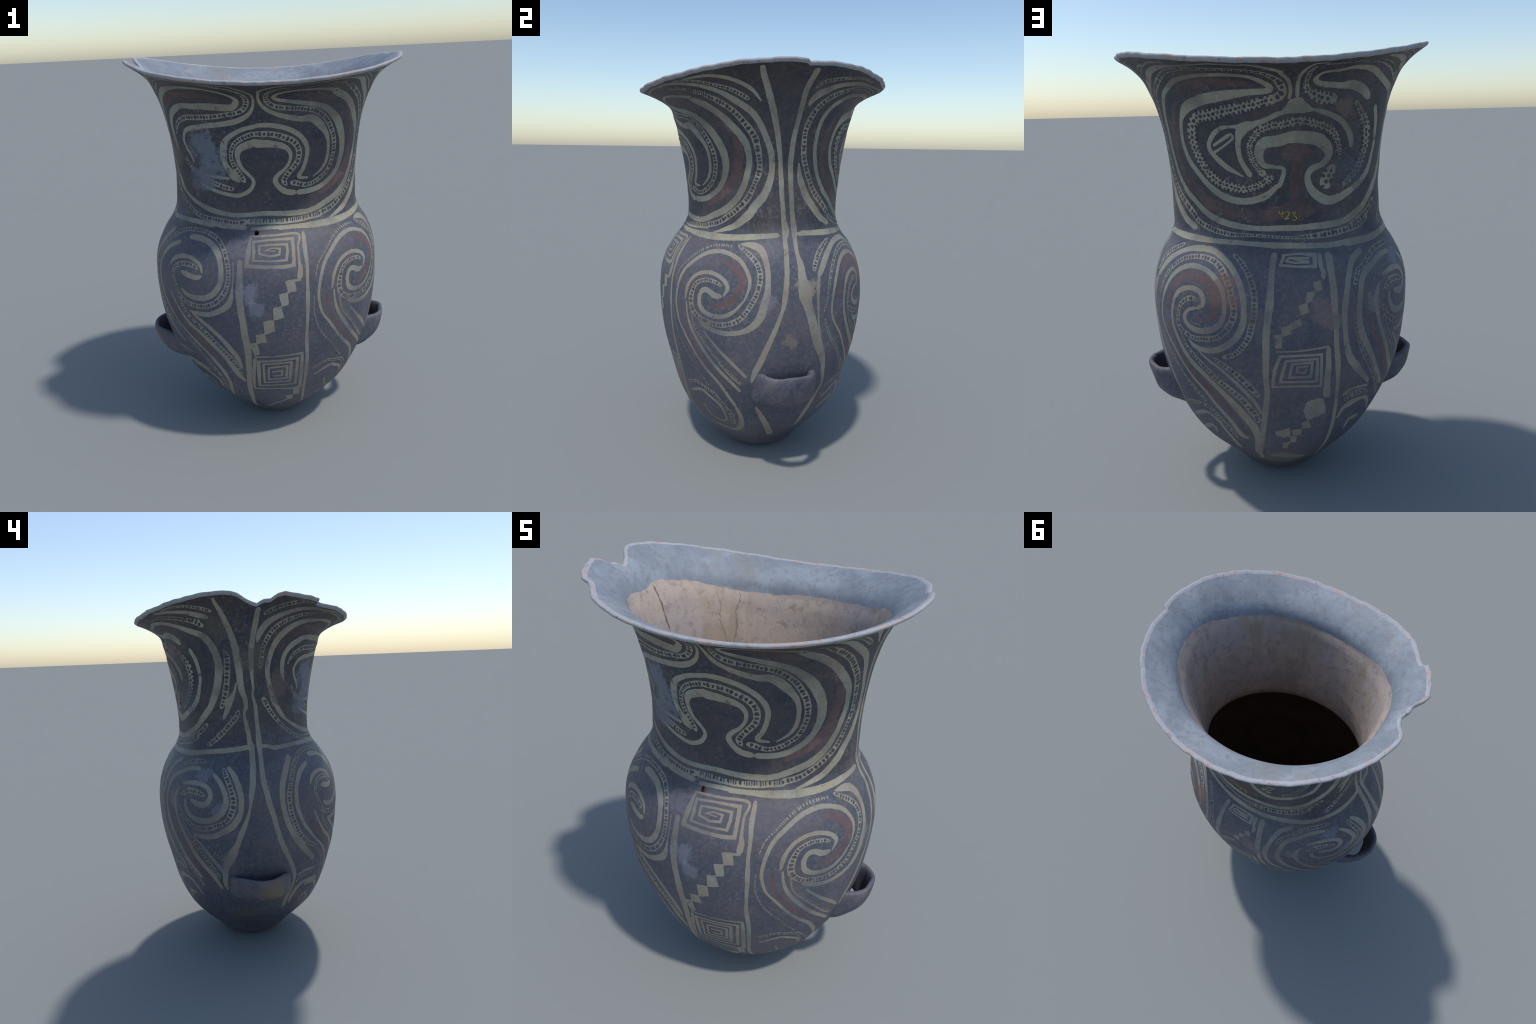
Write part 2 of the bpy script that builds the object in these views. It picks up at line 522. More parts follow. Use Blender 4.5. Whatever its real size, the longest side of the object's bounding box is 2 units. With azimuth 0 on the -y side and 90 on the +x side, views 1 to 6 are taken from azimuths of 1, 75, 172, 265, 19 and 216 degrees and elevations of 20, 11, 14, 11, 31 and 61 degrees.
belly = band("belly", 0, row_neck, MAT["ground", "belly"], hole=True)
neck = band("neck", row_neck, row_lip, MAT["ground", "neck"])
rim = band("rim", row_lip, row_in_lip, MAT_RIM)
inner_slip = band("inner_rim_coating", row_in_lip, row_in_slip, MAT_INNER_SLIP)
inner_neck = band("inner_neck", row_in_slip, row_in_neck, MAT_INNER_CLAY)
inner_belly = band("inner_belly", row_in_neck, row_end - 1, MAT_INNER_DARK, hole=True)

# wall of the drilled hole
rows = []
an = np.linspace(0, 2 * math.pi, 28, endpoint=False)
du0, dv0, n0 = frame(np.array(HOLE[0]), np.array(HOLE[1]))
ph_h = HOLE[0] + 1.01 * HOLE[2] * np.cos(an) / np.linalg.norm(du0)
h_h = HOLE[1] + 1.01 * HOLE[3] * np.sin(an) / np.linalg.norm(dv0)
edge_out = surface(ph_h, h_h); edge_in = inner_point(ph_h, h_h)
for s in np.linspace(-0.01, 1.02, 6):
    rows.append(edge_out + (edge_in - edge_out) * s)
P = np.concatenate(rows)
mesh_object("drilled_hole", P, grid_faces(6, 28, flip=True), MAT_INNER_DARK, vase)

# ---------------------------------------------------------------- lug handles
# horizontal strap lugs: side, opening from/to (y), reach of the strap above the wall at top and bottom, edge heights
LUGS = [dict(side=1, y0=-0.094, y1=0.112, gap=(0.092, 0.094), top=0.582, bottom=0.425),
        dict(side=-1, y0=-0.128, y1=0.108, gap=(0.107, 0.116), top=0.553, bottom=0.420)]


def wall_x(side, y, z):
    """How far out the belly wall stands at this y and height."""
    ph = np.arcsin(np.clip(y / 0.50, -1, 1))
    ph = ph if side > 0 else math.pi - ph
    return np.abs(surface(ph, z)[..., 0])


def lug(spec):
    side = spec["side"]; yc = (spec["y0"] + spec["y1"]) / 2; hw = (spec["y1"] - spec["y0"]) / 2
    n_arc, n_sec = 84, 40
    q = np.linspace(0, 2 * math.pi, n_sec, endpoint=False)
    v = 0.5 + 0.5 * np.sign(np.sin(q)) * np.abs(np.sin(q)) ** 0.5       # 0 lower edge .. 1 upper edge
    w = np.sign(np.cos(q)) * np.abs(np.cos(q)) ** 0.7                  # inner / outer face
    rows = []
    for i in range(n_arc):
        u = -1.0 + 2.0 * i / (n_arc - 1)
        a = u * math.radians(108)
        th = 0.0155 + 0.018 * abs(u) ** 3.0                             # strap thickens into its roots
        ca, sa = math.cos(a), math.sin(a)
        top = spec["top"] + 0.004 * math.sin(7 * u + side) - 0.010 * u * u
        bot = spec["bottom"] - 0.025 * abs(u) ** 2.2
        z = bot + (top - bot) * v
        y = yc + (hw + 0.5 * th + 0.006) * sa
        gap = (spec["gap"][1] + (spec["gap"][0] - spec["gap"][1]) * v) - th - 0.012 * (1 - v) ** 3
        swell = 1.0 + 0.45 * (1 - v) ** 2
        lumps = 0.0022 * np.sin(6 * u + 4 * v + side) + 0.0016 * np.sin(15 * u - 7 * v)
        x = wall_x(side, y, z) + gap * np.maximum(ca, -0.45) + w * th * swell * ca + lumps
        rows.append(np.stack([side * x, y + w * th * swell * sa, z], -1))
    P = np.array(rows).reshape(-1, 3)
    f = grid_faces(n_arc, n_sec, flip=(side < 0))
    ob = mesh_object("handle", P, f, MAT_HANDLE if side > 0 else MAT_HANDLE_WORN, vase)
    bm = bmesh.new(); bm.from_mesh(ob.data)
    bmesh.ops.holes_fill(bm, edges=[e for e in bm.edges if e.is_boundary], sides=0)
    bmesh.ops.recalc_face_normals(bm, faces=bm.faces)
    bm.to_mesh(ob.data); bm.free()
    ob.data.polygons.foreach_set("use_smooth", [True] * len(ob.data.polygons))
    return ob


for spec in LUGS:
    lug(spec)

# ---------------------------------------------------------------- cracks and stains inside the mouth


def inner_streak(name, material, points):
    """Narrow mark on the inner wall: (angle in degrees, height, width in millimetres)."""
    p = np.array(points, float)
    k = np.linspace(0, 1, 60); s = np.linspace(0, 1, len(p))
    ang = np.radians(np.interp(k, s, p[:, 0])); h = np.interp(k, s, p[:, 1]); wd = np.interp(k, s, p[:, 2]) / 1000
    wd = wd * (1 + 0.25 * np.sin(k * 37) + 0.2 * np.sin(k * 71 + 1))
    ang = ang + 0.004 * np.sin(k * 23) + 0.003 * np.sin(k * 51)
    rows, nor = [], []
    for c in (-0.5, -0.2, 0.2, 0.5):
        ph = ang + c * wd / 0.45
        _, _, n = frame(ph, worn(ph, h))
        rows.append(inner_point(ph, h) - n * (0.0008 if abs(c) < 0.4 else -0.0004)); nor.append(-n)
    P = np.array(rows); idx = np.arange(P.shape[0] * P.shape[1]).reshape(P.shape[:2])
    f = np.stack([idx[:-1, :-1], idx[1:, :-1], idx[1:, 1:], idx[:-1, 1:]], -1).reshape(-1, 4)
    mesh_object(name, P.reshape(-1, 3), f, material, inner_neck, normals=np.array(nor).reshape(-1, 3))


inner_streak("dark_streak", MAT_CRACK, [(172, 1.800, 10), (170.5, 1.72, 13), (168, 1.62, 12), (166, 1.50, 9), (165, 1.40, 4)])
inner_streak("crack", MAT_CRACK, [(118, 1.800, 2), (119, 1.76, 5), (121, 1.70, 3), (120, 1.63, 6), (122, 1.56, 4), (121, 1.45, 2)])
inner_streak("crack", MAT_CRACK, [(132, 1.79, 2), (130, 1.72, 3), (131, 1.66, 3), (127, 1.58, 3), (124, 1.50, 2)])

# ---------------------------------------------------------------- painting
PAINT_COUNT = [0]


def along(points, step=0.005):
    """Smooth curve (angle rad, height, width m) through the brush points, evenly resampled."""
    p = np.array([(math.radians(a), h, w / 1000.0) for a, h, w in points])
    p[:, 1] = np.clip(p[:, 1], 0.004, lip_cut(p[:, 0]) - 0.010)
    ext = np.vstack([2 * p[0] - p[1], p, 2 * p[-1] - p[-2]])
    out = []
    for i in range(1, len(ext) - 2):
        a, b, c, d = ext[i - 1:i + 3]
        for t in np.linspace(0, 1, 24, endpoint=False):
            out.append(0.5 * ((2*b) + (c - a)*t + (2*a - 5*b + 4*c - d)*t*t + (3*b - a - 3*c + d)*t**3))
    out.append(p[-1])
    q = np.array(out)
    q[:, 1] = np.clip(q[:, 1], 0.004, lip_cut(q[:, 0]) - 0.010)
    q[:, 2] = np.maximum(q[:, 2], 0.003)
    P = surface(q[:, 0], q[:, 1])
    s = np.concatenate([[0], np.cumsum(np.linalg.norm(np.diff(P, axis=0), axis=1))])
    n = max(6, int(s[-1] / step))
    k = np.linspace(0, s[-1], n)
    return np.stack([np.interp(k, s, q[:, j]) for j in range(3)], 1), k


def local_axes(q):
    """Tangent, sideways and normal directions along a curve on the wall, and the chart's tangents."""
    P = surface(q[:, 0], q[:, 1])
    du, dv, n = frame(q[:, 0], q[:, 1])
    t = np.gradient(P, axis=0)
    t -= n * (t * n).sum(-1, keepdims=True)
    t /= np.maximum(np.linalg.norm(t, axis=-1, keepdims=True), 1e-9)
    return t, np.cross(n, t), du, dv


def shift(q, vec, du, dv):
    """Chart position after moving by a tangent vector (metres)."""
    a = (du*du).sum(-1); b = (du*dv).sum(-1); c = (dv*dv).sum(-1)
    e = (vec*du).sum(-1); f = (vec*dv).sum(-1); det = a*c - b*b
    ph = q[..., 0] + (e*c - f*b) / det; h = q[..., 1] + (a*f - b*e) / det
    return ph, np.clip(h, 0.003, lip_cut(ph) - 0.006)


def on_wall(ph, h, lift):
    _, _, n = frame(ph, h)
    return surface(ph, h) + n * np.asarray(lift)[..., None] if np.ndim(lift) else surface(ph, h) + n * lift, n


def part_of(q):
    return ("neck", neck) if np.mean(q[:, 1]) > 1.195 else ("belly", belly)


def hand_wobble(s, seed):
    """Uneven brush pressure along a stroke, about +-1."""
    return (0.5 * np.sin(s * 31 + seed) + 0.45 * np.sin(s * 57.3 + 2.3 * seed + 1) + 0.35 * np.sin(s * 113.9 + 3.1 * seed)
            + 0.30 * np.sin(s * 201.7 + 1.7 * seed + 2))


def band_mesh(q, s, lift, rag=0.07, square=False):
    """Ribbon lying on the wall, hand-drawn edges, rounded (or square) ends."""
    PAINT_COUNT[0] += 1
    seed = PAINT_COUNT[0] * 1.37
    t, side, du, dv = local_axes(q)
    w = q[:, 2] * 0.5
    if not square:
        end = np.minimum(s, s[-1] - s) / np.maximum(w, 1e-4)
        w = w * np.sqrt(np.clip(end, 0.0, 1.0) * 0.85 + 0.15)
    rows, norms = [], []
    for k in (-1.0, -0.8, -0.3, 0.3, 0.8, 1.0):
        off = w * k
        if abs(k) > 0.5:
            off = off * (1 + rag * hand_wobble(s, seed + (4.0 if k > 0 else 0.0)))
        ph, h = shift(q, side * off[:, None], du, dv)
        P, n = on_wall(ph, h, lift - (0.0007 if abs(k) == 1.0 else 0.0))
        rows.append(P); norms.append(n)
    P = np.array(rows); N = np.array(norms)
    m, c = P.shape[:2]
    idx = np.arange(m * c).reshape(m, c)
    f = np.stack([idx[:-1, :-1], idx[:-1, 1:], idx[1:, 1:], idx[1:, :-1]], -1).reshape(-1, 4)
    return P.reshape(-1, 3), f, N.reshape(-1, 3)


def blob_set(centres, along_r, across_r, q_at, lift, seed):
    """Small filled ovals on the wall; centres are chart positions with local axes."""
    V, F, N = [], [], []
    ring = np.linspace(0, 2 * math.pi, 12, endpoint=False)
    base = 0
    for i, ((ph, h, t, side, du, dv), ra, rb) in enumerate(zip(centres, along_r, across_r)):
        wob = 1 + 0.12 * np.sin(3 * ring + i * 1.7 + seed) + 0.08 * np.sin(2 * ring + i * 2.9)
        vec = t[None] * (ra * np.cos(ring) * wob)[:, None] + side[None] * (rb * np.sin(ring) * wob)[:, None]
        qq = np.repeat(np.array([[ph, h]]), 12, 0)
        p2, h2 = shift(qq, vec, np.repeat(du[None], 12, 0), np.repeat(dv[None], 12, 0))
        p2 = np.append(p2, ph); h2 = np.append(h2, h)
        P, n = on_wall(p2, h2, lift)
        V.append(P); N.append(n)
        F += [(base + j, base + (j + 1) % 12, base + 12) for j in range(12)]
        base += 13
    return np.concatenate(V), F, np.concatenate(N)


def stations(q, s, spacing):
    """Places along a stroke, one every `spacing` stroke widths, slightly uneven."""
    out, x, i = [], 0.0, 0
    x = np.interp(0, s, q[:, 2]) * 0.7
    while x < s[-1] - 0.5 * q[-1, 2]:
        out.append(x)
        i += 1
        x += np.interp(x, s, q[:, 2]) * spacing * (1 + 0.16 * math.sin(i * 2.3 + PAINT_COUNT[0]))
    return np.array(out)


def at(q, s, axes, x, sideways):
    j = int(np.clip(np.searchsorted(s, x), 0, len(s) - 1))
    t, side, du, dv = (a[j] for a in axes)
    ph, h = shift(q[j:j + 1], (side * sideways)[None], du[None], dv[None])
    return (float(ph[0]), float(h[0]), t, side, du, dv)


def line(*points, name="painted_line", colour="cream", lift=None, rag=0.07, broad=1.12):
    q, s = along(points)
    q[:, 2] *= broad
    part, owner = part_of(q)
    lift = 0.0009 + 0.00002 * (PAINT_COUNT[0] % 12) if lift is None else lift
    P, f, N = band_mesh(q, s, lift, rag)
    ob = mesh_object(name, P, f, MAT[colour, part], owner, normals=N)
    return q, s, part, owner


def angular(*points):
    """Meander drawn with straight strokes and sharp corners."""
    V, F, N, base = [], [], [], 0
    for i in range(len(points) - 1):
        a = np.array(points[i], float); b = np.array(points[i + 1], float)
        P0, P1 = (surface(np.radians(p[0]), p[1]) for p in (a, b))
        k = np.array([0.5 * w / 1000 / max(np.linalg.norm(P1 - P0), 1e-4) for w in (a[2], b[2])])
        d = b - a
        q0 = a - d * [k[0], k[0], 0]; q1 = b + d * [k[1], k[1], 0]
        q, s = along([tuple(q0), tuple((q0 + q1) / 2), tuple(q1)], step=0.006)
        P, f, n = band_mesh(q * [1, 1, 1.22], s, 0.0008 + 0.00004 * i, 0.06, square=True)
        V.append(P); N.append(n); F.append(f + base); base += len(P)
    part, owner = part_of(q)
    ob = mesh_object("meander", np.concatenate(V), np.concatenate(F), MAT["cream", part], owner, normals=np.concatenate(N))


def red(*points):
    n = len(points) - 1
    points = [(a, h, w * (0.35 + 0.65 * math.sin(math.pi * (0.12 + 0.76 * i / n)))) for i, (a, h, w) in enumerate(points)]
    line(*points, name="red_painted_band", colour="red", lift=0.0004, rag=0.22, broad=1.4)


def marks(q, s, part, owner, rows, name="painted_dots"):
    """Dark dots over a cream band: rows of (spacing, phase, sideways, along radius, across radius)."""
    axes = local_axes(q)
    C, RA, RB = [], [], []
    for spacing, phase, sideways, ra, rb in rows:
        for i, x in enumerate(stations(q, s, spacing)):
            x = x + phase * np.interp(x, s, q[:, 2])
            if x > s[-1] - 0.002:
                continue
            w = float(np.interp(x, s, q[:, 2]))
            jit = 0.05 * math.sin(i * 5.1 + PAINT_COUNT[0])
            C.append(at(q, s, axes, x, w * (sideways + jit)))
            k = 1 + 0.18 * math.sin(i * 3.7 + PAINT_COUNT[0] * 0.9)
            RA.append(w * ra * k); RB.append(w * rb * k)
    if not C:
        return
    P, f, N = blob_set(C, RA, RB, None, 0.0016, PAINT_COUNT[0])
    ob = mesh_object(name, P, f, MAT["dots", part], owner, normals=N)
    ob["kind"] = "stuff"


def dotted(*points):
    marks(*line(*points, name="dotted_band"), [(0.66, 0, 0.0, 0.225, 0.325)])


def double_dotted(*points):
    marks(*line(*points, name="dotted_band"),
          [(0.46, 0.0, 0.0, 0.165, 0.155), (0.46, 0.23, 0.42, 0.14, 0.17), (0.46, 0.23, -0.42, 0.14, 0.17)])


def combed(*points):
    marks(*line(*points, name="combed_band"), [(0.42, 0, 0.20, 0.11, 0.40)], name="painted_comb_teeth")


def dashes(*points):
    """Row of short cream ticks on the dark wall."""
    q, s = along(points)
    part, owner = part_of(q)
    PAINT_COUNT[0] += 1
    axes = local_axes(q)
    C, RA, RB = [], [], []
    for x in stations(q, s, 0.85):
        w = float(np.interp(x, s, q[:, 2]))
        C.append(at(q, s, axes, x, 0.0)); RA.append(max(0.0025, w * 0.24)); RB.append(max(0.003, w * 0.5))
    P, f, N = blob_set(C, RA, RB, None, 0.0010, PAINT_COUNT[0])
    ob = mesh_object("painted_ticks", P, f, MAT["cream", part], owner, normals=N)
    ob["kind"] = "stuff"


def patch(*corners):
    """Filled cream patch with straight sides (stepped diamonds of the panels)."""
    PAINT_COUNT[0] += 1
    c = np.array([(math.radians(a), h) for a, h in corners])
    turn = sum(c[i - 1][0] * c[i][1] - c[i][0] * c[i - 1][1] for i in range(len(c)))
    c = c if turn > 0 else c[::-1]                       # keep the faces looking outwards
    edge = np.concatenate([np.linspace(c[i], c[(i + 1) % len(c)], 8, endpoint=False) for i in range(len(c))])
    mid = c.mean(0)
    k = len(edge)
    wob = 1 + 0.03 * np.sin(np.arange(k) * 1.1 + PAINT_COUNT[0])
    rings = [mid + (edge - mid) * r * (wob[:, None] if r == 1 else 1) for r in (1.0, 0.75, 0.5, 0.25)]
    ch = np.concatenate(rings + [mid[None]])
    P, n = on_wall(ch[:, 0], ch[:, 1], 0.0011)
    f = [(r * k + j, r * k + (j + 1) % k, (r + 1) * k + (j + 1) % k, (r + 1) * k + j) for r in range(3) for j in range(k)]
    f += [(3 * k + j, 3 * k + (j + 1) % k, 4 * k) for j in range(k)]
    part, owner = ("neck", neck) if mid[1] > 1.195 else ("belly", belly)
    ob = mesh_object("painted_step", P, f, MAT["cream", part], owner, normals=n)


def number(*points, material=None):
    q, s = along(points, step=0.0015)
    P, f, N = band_mesh(q, s, 0.0016, 0.05)
    ob = mesh_object("handwritten_number", P, f, material or MAT_NUMBER, neck, normals=N)


def number_faded(*points):
    number(*points, material=MAT_NUMBER_FADED)


# ---------------------------------------------------------------- brush strokes
# each stroke: (angle in degrees, height in metres, brush width in millimetres)

# neck, front
line((-119.1, 1.940, 5), (-113.1, 1.937, 5), (-106.7, 1.927, 6), (-102.1, 1.912, 7), (-98.7, 1.898, 8), (-95.7, 1.875,
    8), (-95.6, 1.833, 11), (-97.1, 1.796, 16), (-100.4, 1.768, 20), (-105.1, 1.748, 23), (-111.0, 1.734, 22),
    (-118.7, 1.720, 21), (-127.3, 1.703, 21), (-135.0, 1.685, 21), (-139.7, 1.660, 17), (-142.3, 1.621, 15), (-141.0,
    1.585, 14), (-138.0, 1.551, 14), (-136.1, 1.515, 10))
dotted((-171.2, 1.616, 19), (-170.2, 1.660, 22), (-169.8, 1.704, 22), (-167.1, 1.757, 24), (-163.4, 1.802, 23),
    (-158.2, 1.836, 23), (-152.2, 1.868, 23), (-145.7, 1.891, 20), (-131.0, 1.925, 13), (-123.2, 1.929, 11), (-116.5,
    1.929, 10), (-110.2, 1.916, 11), (-105.2, 1.905, 14), (-101.8, 1.892, 18), (-99.1, 1.866, 21), (-99.0, 1.833, 22),
    (-101.1, 1.806, 21), (-105.1, 1.789, 20), (-110.4, 1.778, 20), (-115.9, 1.766, 21), (-124.5, 1.754, 23), (-134.6,
    1.740, 24), (-142.1, 1.713, 20), (-146.9, 1.675, 17), (-149.0, 1.641, 11))
line((-156.9, 1.425, 26), (-160.7, 1.474, 28), (-163.5, 1.536, 22), (-165.2, 1.577, 22), (-165.5, 1.617, 25), (-164.4,
    1.672, 25), (-162.2, 1.722, 27), (-158.7, 1.768, 31), (-154.0, 1.808, 30), (-147.5, 1.847, 28), (-140.5, 1.870,
    24), (-130.7, 1.892, 18), (-121.4, 1.900, 17), (-115.4, 1.897, 15), (-109.5, 1.885, 12), (-105.1, 1.867, 15),
    (-103.8, 1.847, 23), (-105.9, 1.820, 26), (-109.8, 1.814, 28), (-117.3, 1.813, 28), (-126.9, 1.805, 25), (-136.9,
    1.792, 24), (-143.4, 1.765, 29), (-149.8, 1.726, 27), (-153.1, 1.682, 25), (-153.8, 1.631, 25), (-153.1, 1.589,
    22), (-151.1, 1.553, 9))
red((-159.4, 1.705, 32), (-153.2, 1.765, 31), (-144.4, 1.815, 31), (-135.7, 1.842, 30), (-124.7, 1.860, 29), (-113.4,
    1.858, 29))
line((-105.4, 1.425, 10), (-108.7, 1.455, 36), (-111.3, 1.489, 26), (-113.5, 1.526, 26), (-114.0, 1.572, 30), (-113.3,
    1.618, 31), (-111.2, 1.653, 23), (-106.9, 1.683, 19), (-101.4, 1.708, 18), (-95.7, 1.723, 17), (-93.3, 1.729, 18),
    (-87.2, 1.727, 19), (-80.5, 1.712, 20), (-74.7, 1.685, 21), (-70.3, 1.652, 20), (-67.5, 1.608, 20), (-66.7, 1.567,
    19), (-67.5, 1.521, 18), (-69.1, 1.481, 18), (-71.3, 1.440, 18), (-65.5, 1.429, 7))
dotted((-102.6, 1.422, 21), (-104.8, 1.464, 22), (-107.6, 1.505, 22), (-109.4, 1.545, 18), (-109.2, 1.586, 18),
    (-107.2, 1.627, 20), (-103.7, 1.655, 21), (-98.8, 1.676, 22), (-94.1, 1.684, 24), (-89.0, 1.683, 25), (-84.5,
    1.675, 25), (-79.3, 1.657, 27), (-75.2, 1.634, 27), (-72.1, 1.596, 26), (-71.6, 1.555, 26), (-72.8, 1.521, 25),
    (-75.6, 1.488, 24), (-78.8, 1.454, 24), (-80.4, 1.425, 24), (-78.7, 1.400, 15))
dotted((-76.7, 1.413, 24), (-73.0, 1.407, 24), (-68.2, 1.396, 20), (-63.3, 1.399, 19), (-57.2, 1.422, 19), (-51.6,
    1.462, 20), (-48.7, 1.519, 23), (-48.1, 1.575, 24), (-49.7, 1.633, 24), (-53.3, 1.695, 24), (-57.5, 1.740, 23),
    (-63.3, 1.779, 23), (-69.5, 1.797, 22), (-75.2, 1.806, 19), (-80.6, 1.812, 20), (-84.9, 1.822, 20), (-88.3, 1.843,
    20), (-89.5, 1.871, 17), (-88.4, 1.891, 14), (-84.5, 1.908, 9), (-80.5, 1.915, 5))
line((-132.8, 1.414, 11), (-128.4, 1.395, 14), (-122.8, 1.382, 15), (-115.4, 1.366, 16), (-107.2, 1.358, 18), (-100.7,
    1.379, 18), (-97.9, 1.411, 16), (-98.0, 1.439, 14), (-100.3, 1.467, 14), (-104.4, 1.511, 17), (-105.9, 1.564, 21),
    (-104.5, 1.602, 28), (-100.4, 1.625, 30), (-95.6, 1.638, 32), (-94.4, 1.632, 35), (-88.6, 1.631, 31), (-82.9,
    1.621, 26), (-78.7, 1.602, 20), (-76.5, 1.568, 16), (-77.2, 1.525, 13), (-80.0, 1.488, 15), (-83.7, 1.458, 18),
    (-85.3, 1.428, 21), (-83.1, 1.394, 22), (-78.8, 1.369, 26), (-72.9, 1.361, 24))
line((-72.9, 1.361, 24), (-66.1, 1.364, 24), (-58.7, 1.373, 23), (-52.0, 1.397, 23), (-45.9, 1.434, 25), (-42.4,
    1.481, 27), (-40.3, 1.534, 33), (-41.2, 1.597, 37), (-44.3, 1.657, 38), (-49.8, 1.727, 34), (-57.0, 1.782, 26),
    (-63.7, 1.811, 20), (-71.9, 1.831, 17), (-78.6, 1.845, 16), (-83.3, 1.854, 17), (-85.6, 1.868, 17), (-83.9, 1.885,
    13), (-79.4, 1.894, 11), (-71.7, 1.897, 13), (-63.1, 1.889, 16), (-53.5, 1.868, 22), (-54.2, 1.863, 29), (-46.0,
    1.819, 29), (-39.5, 1.773, 30), (-32.5, 1.708, 31), (-27.9, 1.656, 30), (-25.2, 1.612, 28), (-24.5, 1.547, 25),
    (-26.2, 1.490, 26), (-29.0, 1.437, 26), (-33.7, 1.383, 27), (-41.6, 1.332, 27))
line((-92.7, 1.898, 12), (-92.8, 1.855, 11), (-90.0, 1.816, 15), (-84.4, 1.784, 18), (-77.7, 1.763, 21), (-71.4,
    1.748, 23), (-65.4, 1.746, 32), (-60.5, 1.712, 34), (-55.6, 1.660, 23), (-53.2, 1.611, 18), (-52.5, 1.559, 16),
    (-53.4, 1.508, 16), (-56.7, 1.466, 12), (-62.6, 1.431, 4))
combed((-59.2, 1.914, 12), (-52.5, 1.904, 20), (-42.8, 1.865, 24), (-51.0, 1.898, 19), (-45.3, 1.870, 22))
red((-74.7, 1.868, 20), (-68.1, 1.860, 20), (-61.0, 1.850, 20), (-54.0, 1.826, 20))
line((-157.9, 1.436, 26), (-151.8, 1.380, 23), (-146.6, 1.348, 14), (-139.4, 1.320, 19), (-132.4, 1.299, 21), (-124.6,
    1.281, 24), (-115.5, 1.267, 20), (-107.3, 1.262, 18), (-100.9, 1.265, 19), (-90.1, 1.269, 20), (-80.7, 1.264, 22),
    (-70.9, 1.262, 24), (-63.8, 1.265, 23), (-52.3, 1.296, 27), (-41.6, 1.332, 30), (-33.7, 1.383, 27), (-29.0, 1.437,
    26))
dotted((-169.0, 1.478, 28), (-165.0, 1.429, 24), (-157.9, 1.364, 21), (-149.9, 1.314, 20), (-141.7, 1.276, 18),
    (-133.9, 1.249, 20), (-124.8, 1.239, 21), (-117.2, 1.234, 23), (-108.9, 1.227, 21), (-100.7, 1.232, 25))
combed((-101.8, 1.233, 25), (-96.2, 1.232, 24), (-87.1, 1.229, 21), (-77.7, 1.229, 23), (-71.2, 1.231, 24), (-64.1,
    1.235, 23), (-56.4, 1.238, 21))
line((-162.5, 1.220, 14), (-152.4, 1.215, 17), (-137.5, 1.220, 16), (-124.2, 1.219, 17), (-114.5, 1.211, 20), (-106.7,
    1.208, 19), (-101.4, 1.206, 21))
line((-99.1, 1.200, 16), (-90.1, 1.204, 16), (-81.1, 1.202, 16), (-71.2, 1.198, 17), (-61.7, 1.193, 18), (-49.9,
    1.192, 20), (-39.6, 1.196, 20), (-27.8, 1.202, 19), (-13.8, 1.213, 18))
dotted((-143.1, 1.534, 13), (-140.3, 1.496, 15), (-137.4, 1.466, 13))
dotted((-131.3, 1.443, 19), (-122.6, 1.417, 22), (-115.3, 1.398, 23), (-109.2, 1.389, 19))
line((-129.2, 1.455, 8), (-120.6, 1.450, 13), (-111.5, 1.444, 13))

# neck, right side
line((-13.5, 1.932, 20), (-13.2, 1.888, 24), (-11.1, 1.812, 26), (-9.5, 1.756, 26), (-7.6, 1.694, 23), (-6.2, 1.630,
    21), (-4.9, 1.549, 18), (-3.9, 1.467, 20), (-3.1, 1.382, 19), (-1.8, 1.295, 20), (-0.6, 1.242, 29), (-1.2, 1.203,
    23))
line((8.2, 1.933, 26), (8.0, 1.888, 25), (6.4, 1.821, 23), (5.6, 1.750, 22), (4.3, 1.693, 20), (2.8, 1.619, 22), (2.1,
    1.549, 23), (2.6, 1.467, 21), (3.5, 1.382, 20), (4.7, 1.294, 21), (5.5, 1.241, 24), (5.3, 1.202, 20))
line((-46.3, 1.932, 8), (-36.2, 1.922, 18), (-30.0, 1.909, 21), (-24.0, 1.881, 19), (-19.4, 1.847, 16), (-15.5, 1.799,
    6))
dotted((-51.7, 1.932, 12), (-43.4, 1.918, 16), (-36.4, 1.893, 19), (-30.8, 1.870, 20), (-25.7, 1.840, 20), (-21.5,
    1.813, 17))
line((-93.4, 1.898, 11), (-88.7, 1.916, 9), (-81.4, 1.927, 7), (-71.4, 1.929, 8), (-57.5, 1.929, 14), (-47.4, 1.913,
    20), (-39.9, 1.887, 23), (-33.4, 1.849, 25), (-26.7, 1.803, 27), (-20.7, 1.758, 26), (-17.0, 1.708, 25), (-13.5,
    1.648, 24), (-10.6, 1.577, 24), (-10.3, 1.511, 24), (-11.9, 1.450, 29), (-16.1, 1.393, 33), (-21.4, 1.351, 35),
    (-26.6, 1.303, 36), (-34.6, 1.258, 27), (-44.6, 1.229, 16), (-51.2, 1.214, 7))
dotted((-45.3, 1.870, 23), (-38.7, 1.833, 24), (-32.1, 1.786, 25), (-28.0, 1.744, 26), (-23.6, 1.696, 29), (-20.3,
    1.651, 30), (-18.7, 1.595, 26), (-18.0, 1.540, 23), (-18.5, 1.501, 25), (-21.5, 1.450, 20), (-24.6, 1.403, 25),
    (-30.2, 1.355, 26), (-37.7, 1.311, 26), (-47.7, 1.266, 25), (-59.0, 1.242, 24))
red((-42.4, 1.783, 37), (-34.2, 1.700, 37), (-31.1, 1.629, 37), (-31.3, 1.554, 37), (-34.8, 1.478, 38), (-44.1, 1.402,
    38), (-58.5, 1.344, 40))
dotted((25.5, 1.906, 20), (18.9, 1.890, 20), (14.4, 1.875, 19), (11.2, 1.846, 11))
line((7.7, 1.543, 6), (9.3, 1.472, 26), (13.6, 1.409, 31), (19.6, 1.354, 32), (29.0, 1.290, 29), (38.6, 1.257, 23))
